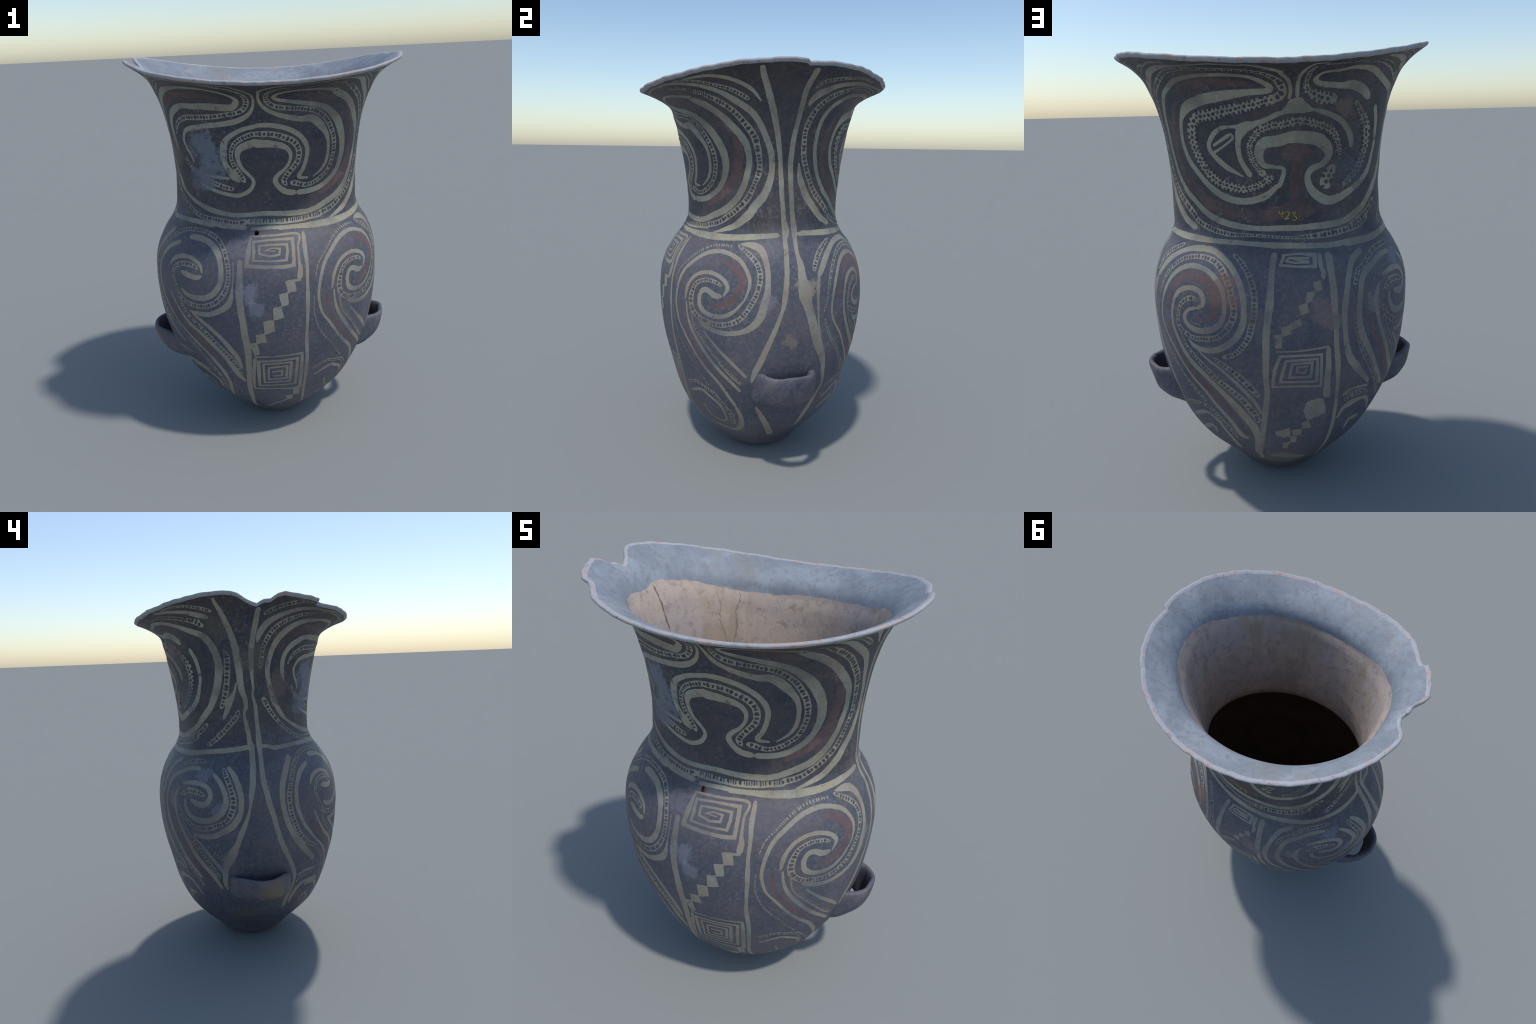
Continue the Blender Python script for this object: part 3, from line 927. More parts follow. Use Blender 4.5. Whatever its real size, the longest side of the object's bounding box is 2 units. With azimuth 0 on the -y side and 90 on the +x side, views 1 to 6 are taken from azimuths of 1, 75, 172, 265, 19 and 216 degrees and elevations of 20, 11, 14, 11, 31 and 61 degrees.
line((-84.4, 1.200, 19), (-67.1, 1.202, 20), (-49.4, 1.202, 22), (-34.9, 1.204, 22), (-22.3, 1.212, 22), (-9.9, 1.217,
    21), (-4.9, 1.220, 18))
line((9.6, 1.227, 20), (23.3, 1.223, 23), (37.5, 1.220, 22), (50.8, 1.218, 17))

# belly, front left spiral
line((-121.9, 0.991, 13), (-123.8, 0.978, 20), (-127.3, 0.977, 24), (-131.4, 0.984, 26), (-135.1, 0.991, 14))
line((-121.8, 1.000, 9), (-123.1, 1.033, 15), (-126.7, 1.055, 18), (-131.6, 1.066, 19), (-137.5, 1.059, 21), (-142.1,
    1.038, 18), (-144.3, 1.009, 8))
dotted((-124.4, 1.019, 16), (-129.1, 1.033, 24), (-134.6, 1.029, 25), (-139.3, 1.008, 23), (-141.2, 0.972, 21),
    (-139.9, 0.933, 18), (-137.1, 0.879, 20), (-132.9, 0.843, 22), (-127.8, 0.830, 23), (-121.7, 0.833, 24), (-115.9,
    0.857, 25), (-111.6, 0.898, 23), (-108.9, 0.949, 22), (-108.1, 1.004, 20), (-109.3, 1.060, 20), (-111.9, 1.113,
    20), (-115.5, 1.149, 22), (-120.7, 1.171, 22), (-129.4, 1.183, 19), (-138.7, 1.178, 22), (-147.7, 1.153, 20))
line((-134.7, 0.905, 10), (-131.7, 0.883, 20), (-126.6, 0.873, 24), (-120.6, 0.880, 25), (-115.6, 0.908, 25), (-112.5,
    0.957, 24), (-111.8, 1.007, 24), (-113.0, 1.063, 23), (-115.5, 1.106, 30), (-120.4, 1.136, 26), (-127.2, 1.152,
    28), (-135.4, 1.151, 26))
line((-130.7, 0.792, 8), (-124.9, 0.788, 21), (-119.0, 0.793, 23), (-113.3, 0.819, 25), (-109.0, 0.855, 28), (-107.2,
    0.892, 19), (-106.4, 0.939, 8), (-105.9, 1.000, 5), (-106.4, 1.066, 4))
line((-129.3, 0.786, 9), (-124.2, 0.750, 19), (-119.5, 0.713, 21), (-114.6, 0.666, 23), (-110.7, 0.608, 25), (-107.7,
    0.543, 24), (-106.3, 0.474, 12))
dotted((-138.5, 0.924, 13), (-138.0, 0.883, 15), (-135.5, 0.816, 19), (-132.0, 0.764, 20), (-126.8, 0.724, 21),
    (-122.1, 0.680, 22), (-117.9, 0.625, 26), (-113.9, 0.573, 27), (-110.2, 0.513, 26), (-107.5, 0.441, 15))
line((-143.7, 0.873, 8), (-141.4, 0.829, 12), (-137.1, 0.769, 15), (-132.3, 0.716, 20), (-125.7, 0.672, 21), (-120.7,
    0.619, 20), (-116.7, 0.568, 19), (-113.0, 0.504, 22), (-110.3, 0.437, 27), (-107.2, 0.382, 18))
red((-149.1, 0.857, 24), (-144.8, 0.792, 24), (-138.9, 0.737, 24), (-133.1, 0.686, 24), (-126.7, 0.634, 24), (-121.3,
    0.573, 24), (-116.9, 0.489, 24), (-114.3, 0.443, 24))
line((-144.7, 0.417, 14), (-136.1, 0.418, 23), (-130.4, 0.388, 20), (-126.7, 0.348, 16), (-127.8, 0.298, 10))
line((-141.4, 0.347, 8), (-136.1, 0.305, 8), (-138.3, 0.235, 9))

# belly, front panel
line((-103.2, 1.076, 20), (-102.9, 1.004, 26), (-103.1, 0.923, 32), (-103.0, 0.835, 30), (-102.3, 0.755, 31), (-101.9,
    0.663, 31), (-101.6, 0.579, 31), (-102.9, 0.464, 27), (-105.5, 0.345, 25), (-108.0, 0.229, 20), (-114.9, 0.091,
    16))
line((-70.5, 1.176, 13), (-71.2, 1.112, 20), (-71.0, 1.037, 15), (-71.4, 0.946, 14), (-71.3, 0.859, 19), (-71.6,
    0.740, 14), (-71.6, 0.632, 17), (-70.7, 0.513, 18), (-70.4, 0.388, 16), (-69.0, 0.260, 13), (-61.2, 0.133, 10))
line((-99.5, 1.170, 7), (-87.9, 1.171, 10), (-73.8, 1.169, 11), (-74.7, 1.116, 9), (-74.8, 1.053, 13), (-74.5, 1.017,
    23), (-75.3, 0.970, 24))
angular((-98.8, 1.168, 7), (-99.4, 1.110, 20), (-100.0, 1.048, 15), (-91.1, 1.041, 14), (-82.6, 1.037, 15), (-77.6,
    1.040, 15), (-77.2, 1.108, 14), (-77.2, 1.153, 13), (-88.0, 1.154, 9), (-97.3, 1.149, 9), (-96.7, 1.109, 13),
    (-96.8, 1.071, 8), (-88.2, 1.065, 8), (-81.0, 1.065, 10), (-80.3, 1.101, 12), (-80.3, 1.131, 10), (-88.1, 1.134,
    8), (-94.3, 1.131, 8), (-93.9, 1.099, 10), (-88.8, 1.086, 9), (-84.4, 1.091, 9), (-83.9, 1.116, 9), (-88.1, 1.120,
    6), (-91.4, 1.111, 5), (-86.4, 1.107, 5))
patch((-82.2, 0.966), (-77.7, 0.971), (-76.8, 0.915), (-80.9, 0.910))
line((-81.5, 0.967, 12), (-77.8, 0.968, 12), (-74.5, 0.969, 12))
patch((-85.3, 0.907), (-81.1, 0.916), (-80.7, 0.852), (-84.1, 0.841))
patch((-88.2, 0.841), (-84.4, 0.850), (-83.0, 0.783), (-88.1, 0.771))
patch((-92.9, 0.770), (-88.1, 0.777), (-87.5, 0.712), (-92.6, 0.693))
patch((-96.7, 0.696), (-92.5, 0.701), (-91.7, 0.647), (-96.8, 0.641))
patch((-100.5, 0.645), (-96.5, 0.647), (-95.5, 0.576), (-98.3, 0.562))
angular((-98.2, 0.556, 9), (-90.1, 0.555, 7), (-80.7, 0.555, 7), (-73.8, 0.556, 12), (-73.5, 0.437, 17), (-73.2,
    0.322, 15), (-77.6, 0.317, 11), (-88.2, 0.329, 7), (-102.7, 0.333, 8), (-100.9, 0.430, 14), (-98.6, 0.540, 15))
angular((-96.9, 0.527, 11), (-87.1, 0.525, 9), (-76.1, 0.526, 13), (-76.5, 0.444, 14), (-76.6, 0.353, 12), (-88.0,
    0.357, 7), (-99.0, 0.357, 9), (-97.8, 0.440, 17), (-96.9, 0.523, 15))
angular((-94.6, 0.506, 9), (-87.2, 0.507, 9), (-79.5, 0.506, 11), (-79.9, 0.441, 15), (-80.4, 0.378, 12), (-87.9,
    0.381, 8), (-95.6, 0.380, 8), (-95.0, 0.444, 11), (-94.6, 0.502, 10))
angular((-92.1, 0.480, 9), (-87.3, 0.483, 9), (-81.9, 0.482, 10), (-82.4, 0.401, 12), (-87.8, 0.403, 8), (-92.8,
    0.402, 8), (-92.3, 0.443, 9), (-92.0, 0.476, 9))
angular((-90.1, 0.452, 8), (-84.7, 0.455, 8), (-85.1, 0.424, 8), (-89.6, 0.423, 8))
patch((-77.7, 0.314), (-73.1, 0.312), (-72.0, 0.257), (-76.7, 0.262))
patch((-82.3, 0.265), (-77.0, 0.264), (-76.4, 0.217), (-80.6, 0.218))
line((-79.7, 0.222, 14), (-84.4, 0.203, 14), (-90.9, 0.175, 14), (-98.0, 0.132, 14))

# belly, right front spiral
line((-34.8, 0.940, 19), (-39.2, 0.943, 25), (-43.1, 0.961, 24), (-46.3, 0.955, 22), (-48.0, 0.920, 21), (-46.9,
    0.875, 23), (-42.6, 0.848, 21), (-36.8, 0.843, 20), (-30.7, 0.861, 17), (-25.7, 0.902, 11), (-22.0, 0.953, 9),
    (-20.6, 1.020, 15), (-23.3, 1.073, 16), (-28.2, 1.113, 18), (-35.8, 1.135, 18), (-43.3, 1.137, 20), (-51.0, 1.115,
    19), (-57.1, 1.072, 18), (-61.8, 1.025, 16), (-64.4, 0.959, 15), (-65.6, 0.894, 14), (-65.3, 0.837, 13), (-63.3,
    0.770, 11), (-58.3, 0.702, 13), (-52.3, 0.620, 14), (-46.5, 0.558, 17), (-39.9, 0.503, 18), (-33.3, 0.425, 20),
    (-29.2, 0.369, 17))
line((-34.2, 0.941, 6), (-31.9, 0.981, 17), (-34.4, 1.016, 18), (-40.2, 1.038, 17), (-46.5, 1.040, 16), (-52.5, 1.016,
    16), (-56.0, 0.974, 16), (-57.4, 0.931, 18), (-58.1, 0.890, 5))
line((-57.0, 0.887, 10), (-56.3, 0.829, 12), (-54.1, 0.763, 16), (-49.9, 0.700, 18), (-44.2, 0.632, 18), (-38.0,
    0.569, 18), (-31.7, 0.519, 18), (-25.6, 0.467, 15))
dotted((-35.2, 0.990, 12), (-39.5, 1.004, 17), (-45.6, 1.006, 17), (-50.7, 0.983, 20), (-53.0, 0.939, 27), (-53.5,
    0.897, 30), (-52.1, 0.852, 27), (-48.3, 0.824, 24), (-43.5, 0.812, 23), (-37.7, 0.804, 24), (-31.5, 0.813, 23),
    (-25.6, 0.839, 24), (-21.4, 0.886, 22), (-18.5, 0.933, 22), (-16.2, 0.985, 21), (-15.4, 1.034, 23), (-16.9, 1.088,
    23), (-21.4, 1.128, 22), (-27.1, 1.158, 17), (-30.3, 1.172, 10))
combed((-53.1, 0.843, 9), (-51.1, 0.769, 15), (-46.0, 0.708, 20), (-41.2, 0.660, 20), (-35.8, 0.603, 20), (-30.5,
    0.552, 20), (-25.0, 0.512, 19))
line((-29.1, 1.177, 6), (-22.4, 1.175, 28), (-17.0, 1.161, 31), (-13.5, 1.124, 25), (-11.7, 1.065, 21), (-11.4, 0.998,
    23), (-12.2, 0.948, 29), (-14.4, 0.870, 33), (-18.5, 0.814, 28), (-24.1, 0.783, 22), (-30.8, 0.768, 21), (-37.8,
    0.770, 21), (-42.7, 0.782, 24), (-47.9, 0.809, 27))
line((-45.5, 0.759, 7), (-40.6, 0.712, 12), (-35.2, 0.663, 16), (-29.2, 0.614, 17), (-22.1, 0.551, 15))
dashes((-67.2, 0.974, 6), (-64.9, 1.033, 8), (-60.0, 1.081, 11), (-54.9, 1.123, 16), (-47.6, 1.156, 17), (-40.2,
    1.165, 16), (-32.6, 1.164, 14))
dashes((-68.1, 0.874, 6), (-68.0, 0.787, 9), (-65.9, 0.711, 11), (-62.2, 0.646, 13), (-57.7, 0.591, 13), (-52.6,
    0.527, 14), (-46.5, 0.463, 13))
dotted((-66.6, 0.436, 13), (-57.0, 0.459, 17), (-50.2, 0.445, 19), (-44.0, 0.428, 20), (-39.6, 0.386, 21), (-35.4,
    0.339, 23), (-32.6, 0.296, 25), (-32.2, 0.241, 18))
line((-65.0, 0.387, 13), (-54.3, 0.421, 17), (-47.8, 0.401, 17), (-41.1, 0.364, 16), (-38.0, 0.315, 15), (-37.7,
    0.264, 13), (-43.8, 0.248, 13), (-50.2, 0.273, 10), (-54.7, 0.336, 9))
line((-29.2, 0.369, 16), (-26.4, 0.306, 23), (-27.1, 0.230, 27), (-33.4, 0.179, 27), (-42.6, 0.187, 20), (-53.6,
    0.213, 11))
red((-39.8, 1.105, 32), (-32.5, 1.090, 32), (-26.1, 1.050, 32), (-24.9, 0.993, 32), (-28.7, 0.933, 32), (-35.4, 0.893,
    32), (-41.8, 0.896, 33))
red((-61.1, 0.889, 17), (-60.5, 0.805, 17), (-56.7, 0.728, 17), (-51.7, 0.652, 17), (-45.0, 0.585, 17), (-37.7, 0.524,
    17), (-32.0, 0.478, 17))

# belly, right side
line((-1.0, 1.288, 22), (-1.3, 1.194, 19), (-1.5, 1.106, 20), (-1.9, 1.034, 21), (-2.9, 0.947, 23), (-3.9, 0.896, 15),
    (-5.8, 0.843, 17), (-8.3, 0.776, 21), (-11.6, 0.700, 23), (-14.6, 0.634, 26), (-17.2, 0.581, 24), (-19.3, 0.526,
    9))
line((4.8, 1.287, 17), (5.4, 1.223, 18), (5.2, 1.175, 18), (5.2, 1.134, 17), (6.1, 1.092, 28), (6.5, 1.031, 38), (7.6,
    0.967, 57), (9.1, 0.901, 40), (11.2, 0.845, 39), (13.8, 0.773, 41), (17.0, 0.698, 42), (20.7, 0.632, 31), (22.8,
    0.566, 21), (24.8, 0.489, 16), (22.8, 0.426, 16), (20.2, 0.359, 25), (17.9, 0.274, 22), (18.0, 0.197, 15))
line((16.3, 1.048, 12), (15.0, 0.974, 17), (14.6, 0.895, 9), (15.2, 0.854, 4))
dotted((31.7, 1.190, 14), (21.4, 1.149, 22), (16.1, 1.104, 23), (13.5, 1.060, 17))
line((-16.5, 0.382, 11), (-12.4, 0.315, 24), (-7.2, 0.233, 30), (-1.1, 0.133, 31))

# neck, back
combed((25.5, 1.906, 20), (33.2, 1.923, 21), (42.2, 1.931, 15))
line((9.9, 1.778, 8), (11.1, 1.799, 23), (14.3, 1.829, 32), (18.8, 1.851, 28), (25.6, 1.880, 24), (36.0, 1.905, 23),
    (44.5, 1.914, 12), (54.1, 1.923, 9), (61.1, 1.929, 8), (67.8, 1.931, 8), (74.0, 1.927, 11), (79.5, 1.919, 15),
    (85.2, 1.905, 16), (85.5, 1.899, 15), (88.8, 1.875, 13), (90.1, 1.835, 12), (89.4, 1.803, 12))
dotted((137.0, 1.278, 21), (127.5, 1.248, 23), (117.1, 1.237, 25), (107.5, 1.229, 26), (98.9, 1.227, 19), (89.0,
    1.227, 11), (71.6, 1.240, 12), (63.2, 1.241, 17), (56.3, 1.246, 20), (48.6, 1.261, 22), (39.8, 1.288, 22), (35.3,
    1.323, 27), (25.5, 1.382, 28), (19.0, 1.437, 26), (14.9, 1.494, 25), (11.8, 1.549, 25), (10.6, 1.604, 25), (10.4,
    1.669, 23), (11.8, 1.712, 26), (14.7, 1.760, 26), (19.6, 1.807, 23), (25.4, 1.840, 23), (35.8, 1.884, 20), (44.0,
    1.902, 19), (52.6, 1.909, 18), (59.7, 1.911, 17), (66.8, 1.912, 16), (73.5, 1.908, 15), (78.0, 1.902, 17), (82.3,
    1.887, 21), (84.8, 1.872, 27), (86.7, 1.841, 28), (85.5, 1.818, 30), (82.6, 1.803, 30))
double_dotted((84.7, 1.809, 30), (80.1, 1.798, 33), (75.3, 1.788, 34), (69.1, 1.772, 36), (63.3, 1.761, 36), (56.3,
    1.743, 39), (50.1, 1.732, 40), (45.3, 1.714, 42), (42.3, 1.679, 44), (41.3, 1.632, 40), (42.6, 1.580, 35), (45.5,
    1.534, 35), (50.0, 1.487, 35), (56.4, 1.453, 33), (63.1, 1.434, 32), (69.6, 1.431, 29), (75.3, 1.446, 26), (79.7,
    1.470, 29), (82.8, 1.481, 15))
double_dotted((78.6, 1.487, 25), (75.6, 1.513, 22), (73.1, 1.546, 21), (71.7, 1.589, 22), (71.9, 1.622, 23), (74.0,
    1.654, 25), (77.5, 1.684, 28), (82.6, 1.699, 29), (85.4, 1.700, 30), (90.1, 1.709, 31), (96.2, 1.712, 32), (101.9,
    1.697, 30), (107.4, 1.680, 32), (112.0, 1.648, 31), (114.9, 1.601, 26), (115.9, 1.556, 19))
line((149.2, 1.433, 31), (141.3, 1.376, 32), (134.0, 1.328, 26), (125.8, 1.296, 29), (118.2, 1.274, 25), (110.7,
    1.267, 26), (101.7, 1.266, 23), (92.7, 1.264, 22), (83.6, 1.266, 21), (74.9, 1.267, 19), (65.3, 1.274, 22), (56.4,
    1.290, 24), (47.3, 1.319, 24), (37.7, 1.373, 22), (30.7, 1.416, 22), (24.2, 1.477, 20), (20.6, 1.545, 21), (19.2,
    1.607, 20), (19.6, 1.679, 19), (21.4, 1.734, 20), (25.9, 1.788, 19), (33.2, 1.832, 20), (40.1, 1.862, 19), (50.2,
    1.883, 18), (58.5, 1.892, 18), (66.0, 1.894, 17), (72.2, 1.890, 16), (76.9, 1.878, 19), (81.3, 1.854, 20), (80.2,
    1.838, 20), (71.2, 1.831, 23), (64.1, 1.820, 31), (55.2, 1.806, 37), (46.7, 1.781, 38), (40.3, 1.752, 35), (35.9,
    1.710, 19), (33.8, 1.658, 18), (33.6, 1.601, 19), (36.7, 1.539, 22), (42.4, 1.489, 21), (50.0, 1.432, 24), (57.2,
    1.396, 26), (64.7, 1.379, 25), (72.5, 1.384, 25), (78.9, 1.402, 24), (83.9, 1.438, 17), (85.4, 1.446, 17), (87.1,
    1.490, 16), (86.8, 1.517, 15), (82.7, 1.523, 10))
red((34.7, 1.779, 23), (29.9, 1.716, 22), (26.3, 1.648, 22), (25.6, 1.570, 22), (29.8, 1.504, 25), (37.4, 1.432, 35),
    (47.8, 1.372, 39), (58.9, 1.336, 42), (69.0, 1.322, 47), (78.4, 1.318, 47), (93.3, 1.342, 78), (102.2, 1.326, 42))
red((40.5, 1.827, 29), (50.7, 1.857, 28), (62.3, 1.865, 28), (72.7, 1.864, 27))
red((85.9, 1.574, 32), (92.8, 1.588, 48), (102.0, 1.563, 32))
red((93.4, 1.588, 43), (93.5, 1.513, 43), (93.0, 1.431, 43), (92.4, 1.365, 43))
line((85.7, 1.751, 18), (79.9, 1.724, 17), (74.3, 1.705, 22), (68.9, 1.685, 40), (66.5, 1.642, 22), (66.3, 1.589, 18),
    (67.8, 1.540, 18), (71.8, 1.483, 20))
line((69.0, 1.695, 20), (63.7, 1.693, 10), (59.2, 1.687, 14), (54.6, 1.662, 17), (51.2, 1.621, 17), (51.6, 1.590, 17),
    (54.8, 1.559, 19), (59.9, 1.523, 19), (68.0, 1.483, 5))
line((53.3, 1.611, 10), (62.7, 1.662, 13))
line((53.3, 1.583, 12), (57.5, 1.603, 7), (63.8, 1.644, 9), (62.8, 1.668, 7))
line((7.1, 1.224, 15), (24.1, 1.220, 20), (37.0, 1.217, 22), (47.9, 1.215, 20), (58.9, 1.213, 19), (71.7, 1.207, 18),
    (83.0, 1.200, 23), (98.0, 1.192, 21), (110.3, 1.187, 22), (119.9, 1.191, 24), (132.2, 1.192, 22), (149.0, 1.207,
    17))
line((84.0, 1.521, 11), (82.1, 1.526, 14), (77.7, 1.535, 21), (75.7, 1.582, 32), (78.1, 1.624, 38), (84.7, 1.635, 39),
    (90.2, 1.647, 41), (96.4, 1.647, 44), (103.0, 1.632, 45), (107.6, 1.604, 43), (109.5, 1.575, 36), (108.8, 1.547,
    26), (105.7, 1.523, 23), (100.9, 1.508, 23), (98.8, 1.475, 23), (100.4, 1.427, 27), (104.6, 1.389, 34), (109.8,
    1.369, 34), (117.1, 1.376, 30), (124.5, 1.403, 26), (132.9, 1.439, 25), (138.7, 1.485, 25), (141.6, 1.538, 18),
    (143.3, 1.591, 18), (141.9, 1.673, 23), (138.0, 1.739, 21))
line((93.1, 1.807, 14), (92.9, 1.854, 14), (93.2, 1.888, 13), (95.0, 1.913, 12), (98.0, 1.928, 8), (102.9, 1.928, 5))
patch((86.9, 1.762), (90.0, 1.804), (94.6, 1.809), (98.3, 1.775), (102.2, 1.753), (96.1, 1.744), (90.1, 1.747), (83.7,
    1.735), (82.5, 1.741))
line((101.3, 1.755, 13), (107.6, 1.735, 18), (114.3, 1.705, 21), (118.3, 1.675, 22), (122.0, 1.628, 25), (123.1,
    1.583, 20))
line((132.2, 1.868, 22), (124.2, 1.891, 25), (116.1, 1.903, 21), (109.8, 1.899, 17), (103.7, 1.897, 13), (101.1,
    1.889, 13), (100.2, 1.870, 19), (103.3, 1.854, 21), (108.8, 1.846, 21), (113.5, 1.839, 23), (119.1, 1.837, 33),
    (126.2, 1.807, 33), (131.6, 1.770, 25))
double_dotted((96.5, 1.891, 18), (96.6, 1.857, 23), (98.6, 1.828, 32), (103.6, 1.803, 42), (111.6, 1.789, 43))
dotted((98.4, 1.918, 12), (96.7, 1.900, 15), (96.5, 1.877, 16))
dotted((102.0, 1.921, 9), (108.8, 1.921, 9), (117.1, 1.919, 9))
combed((117.0, 1.920, 10), (125.6, 1.915, 14), (137.1, 1.888, 19), (152.4, 1.847, 20))
double_dotted((122.4, 1.772, 17), (128.7, 1.708, 39), (133.2, 1.655, 46), (134.0, 1.594, 40), (132.2, 1.541, 40),
    (128.7, 1.494, 38), (123.2, 1.453, 34), (118.9, 1.427, 28))
double_dotted((113.2, 1.518, 33), (110.7, 1.485, 46), (108.7, 1.446, 46), (110.8, 1.421, 33))
number((84.4, 1.339, 4), (84.9, 1.325, 4), (86.7, 1.326, 4))
number((86.5, 1.338, 4), (85.7, 1.311, 4))
number((87.0, 1.327, 4), (88.3, 1.333, 4), (89.5, 1.325, 4), (88.2, 1.310, 4), (87.0, 1.303, 4), (89.5, 1.305, 4))
number((90.8, 1.326, 4), (92.6, 1.328, 4), (91.7, 1.315, 4), (93.0, 1.306, 4), (92.1, 1.295, 4), (90.6, 1.299, 4))
number_faded((95.8, 1.327, 4), (94.2, 1.310, 4), (94.5, 1.295, 4), (96.0, 1.298, 4), (95.8, 1.309, 4), (94.3, 1.307,
    4))

# belly, back right spiral
line((47.3, 0.953, 14), (43.1, 0.938, 14), (40.9, 0.909, 17), (42.0, 0.879, 20), (46.0, 0.859, 23), (51.4, 0.862, 24),
    (56.4, 0.882, 23), (59.5, 0.924, 19), (60.3, 0.975, 17), (58.9, 1.040, 20), (55.1, 1.083, 20), (49.2, 1.110, 19),
    (41.9, 1.114, 21), (34.5, 1.090, 20), (29.0, 1.037, 17), (25.5, 0.971, 15), (23.4, 0.897, 12), (24.2, 0.834, 11),
    (27.9, 0.779, 11), (31.9, 0.732, 11), (36.1, 0.676, 11), (41.4, 0.613, 12), (47.1, 0.556, 14), (51.9, 0.483, 17),
    (56.5, 0.416, 20), (60.0, 0.338, 24), (64.0, 0.323, 10))
line((47.3, 0.949, 11), (50.5, 0.971, 18), (50.6, 1.002, 20), (47.7, 1.026, 20), (42.6, 1.028, 19), (37.3, 1.008, 20),
    (34.2, 0.963, 16), (32.7, 0.906, 13), (33.2, 0.845, 16), (36.5, 0.775, 20), (41.1, 0.713, 24), (47.0, 0.660, 25),
    (53.1, 0.603, 23), (58.8, 0.540, 30), (64.1, 0.463, 36), (68.2, 0.397, 36), (68.9, 0.320, 26), (64.6, 0.203, 16))
dotted((48.2, 0.980, 11), (44.8, 0.991, 20), (40.1, 0.968, 19), (37.3, 0.923, 17), (36.8, 0.868, 20), (40.6, 0.835,
    21), (45.6, 0.821, 21), (51.8, 0.826, 22), (57.5, 0.844, 23), (61.6, 0.888, 26), (64.0, 0.940, 26), (63.8, 0.995,
    25), (61.6, 1.059, 26), (57.8, 1.116, 25), (52.0, 1.146, 23), (43.9, 1.151, 21), (35.5, 1.134, 20), (28.2, 1.087,
    17), (23.4, 1.020, 15), (20.9, 0.946, 12), (18.5, 0.868, 10))
dotted((36.9, 0.847, 13), (39.7, 0.783, 17), (44.3, 0.736, 19), (49.2, 0.687, 23), (54.5, 0.637, 25), (60.3, 0.592,
    27), (65.3, 0.540, 27), (69.4, 0.476, 30), (71.0, 0.426, 21))
line((16.0, 1.036, 19), (18.6, 1.065, 26), (23.8, 1.116, 28), (32.8, 1.163, 22), (42.8, 1.181, 25), (52.3, 1.176, 24),
    (59.8, 1.142, 22), (64.6, 1.094, 22), (67.4, 1.032, 23), (68.2, 0.961, 22), (67.0, 0.892, 24), (63.8, 0.837, 25),
    (58.4, 0.794, 24), (52.0, 0.774, 22), (45.9, 0.780, 20), (42.0, 0.809, 8))
line((46.5, 0.769, 7), (51.4, 0.729, 12), (56.7, 0.694, 14), (62.3, 0.641, 16), (67.7, 0.576, 16), (71.3, 0.520, 15),
    (72.8, 0.474, 10))
dotted((62.4, 1.170, 15), (66.8, 1.138, 20), (70.4, 1.089, 23), (72.1, 1.027, 24), (72.1, 0.962, 24), (70.7, 0.887,
    25), (68.7, 0.833, 22), (64.0, 0.775, 20), (58.3, 0.749, 18))
dotted((54.1, 0.743, 13), (59.6, 0.706, 23), (65.1, 0.660, 27), (69.2, 0.609, 28), (72.4, 0.566, 20))
line((15.1, 0.931, 8), (15.2, 0.836, 8), (17.2, 0.752, 8), (20.5, 0.655, 8), (23.8, 0.563, 8), (24.2, 0.480, 8))
dotted((19.1, 0.834, 8), (23.3, 0.742, 13), (29.8, 0.672, 15), (34.9, 0.610, 17), (40.4, 0.554, 18), (45.3, 0.501,
    18))
dotted((28.0, 0.452, 18), (40.3, 0.478, 20), (46.6, 0.462, 20), (51.0, 0.412, 20), (54.6, 0.366, 20), (56.0, 0.309,
    16))
line((28.5, 0.381, 19), (42.1, 0.433, 20), (47.7, 0.404, 19), (50.8, 0.347, 17), (53.4, 0.281, 18), (54.6, 0.236, 22))
line((30.5, 0.304, 20), (41.4, 0.354, 22), (42.2, 0.310, 12))
red((28.6, 0.931, 20), (30.7, 0.995, 27), (37.1, 1.057, 34), (44.0, 1.081, 36), (51.0, 1.065, 38), (55.7, 1.025, 40),
    (56.7, 0.972, 35), (54.5, 0.922, 30), (48.6, 0.899, 19))
red((27.9, 0.873, 14), (29.7, 0.792, 19), (35.1, 0.719, 22), (41.3, 0.645, 25), (48.7, 0.585, 27), (55.0, 0.507, 30),
    (60.3, 0.431, 28), (63.8, 0.344, 21))
line((81.2, 1.175, 22), (79.7, 1.122, 22), (78.9, 1.055, 23), (78.0, 0.986, 28), (76.9, 0.912, 27), (76.1, 0.821, 26),
    (75.8, 0.738, 25), (75.6, 0.664, 22), (75.9, 0.595, 21), (75.0, 0.504, 23), (73.1, 0.400, 22), (70.3, 0.289, 19),
    (64.0, 0.146, 18))

# belly, back panel
line((105.4, 1.163, 30), (104.8, 1.113, 28), (104.3, 1.054, 27), (103.8, 0.994, 27), (103.7, 0.930, 26), (104.2,
    0.870, 21), (104.4, 0.794, 21), (105.6, 0.703, 24), (106.3, 0.640, 19), (107.2, 0.541, 15), (108.5, 0.437, 17),
    (110.0, 0.334, 16), (111.5, 0.221, 14), (114.5, 0.120, 10))
angular((84.6, 1.165, 8), (92.0, 1.167, 8), (99.0, 1.158, 17), (97.9, 1.117, 13), (90.4, 1.121, 8), (83.2, 1.130, 10),
    (84.9, 1.158, 11))
angular((87.2, 1.153, 8), (85.9, 1.143, 8), (89.0, 1.136, 8), (95.4, 1.133, 8), (95.4, 1.138, 8), (91.5, 1.144, 8),
    (87.9, 1.154, 8), (95.8, 1.149, 8))
line((101.3, 1.162, 17), (100.5, 1.117, 16), (101.1, 1.094, 18), (100.3, 1.066, 14))
patch((95.7, 1.060), (98.9, 1.064), (99.4, 1.027), (95.9, 1.021))
patch((92.7, 1.025), (96.1, 1.025), (94.4, 0.987), (91.7, 0.982))
patch((88.9, 0.977), (92.5, 0.984), (92.9, 0.945), (89.6, 0.937))
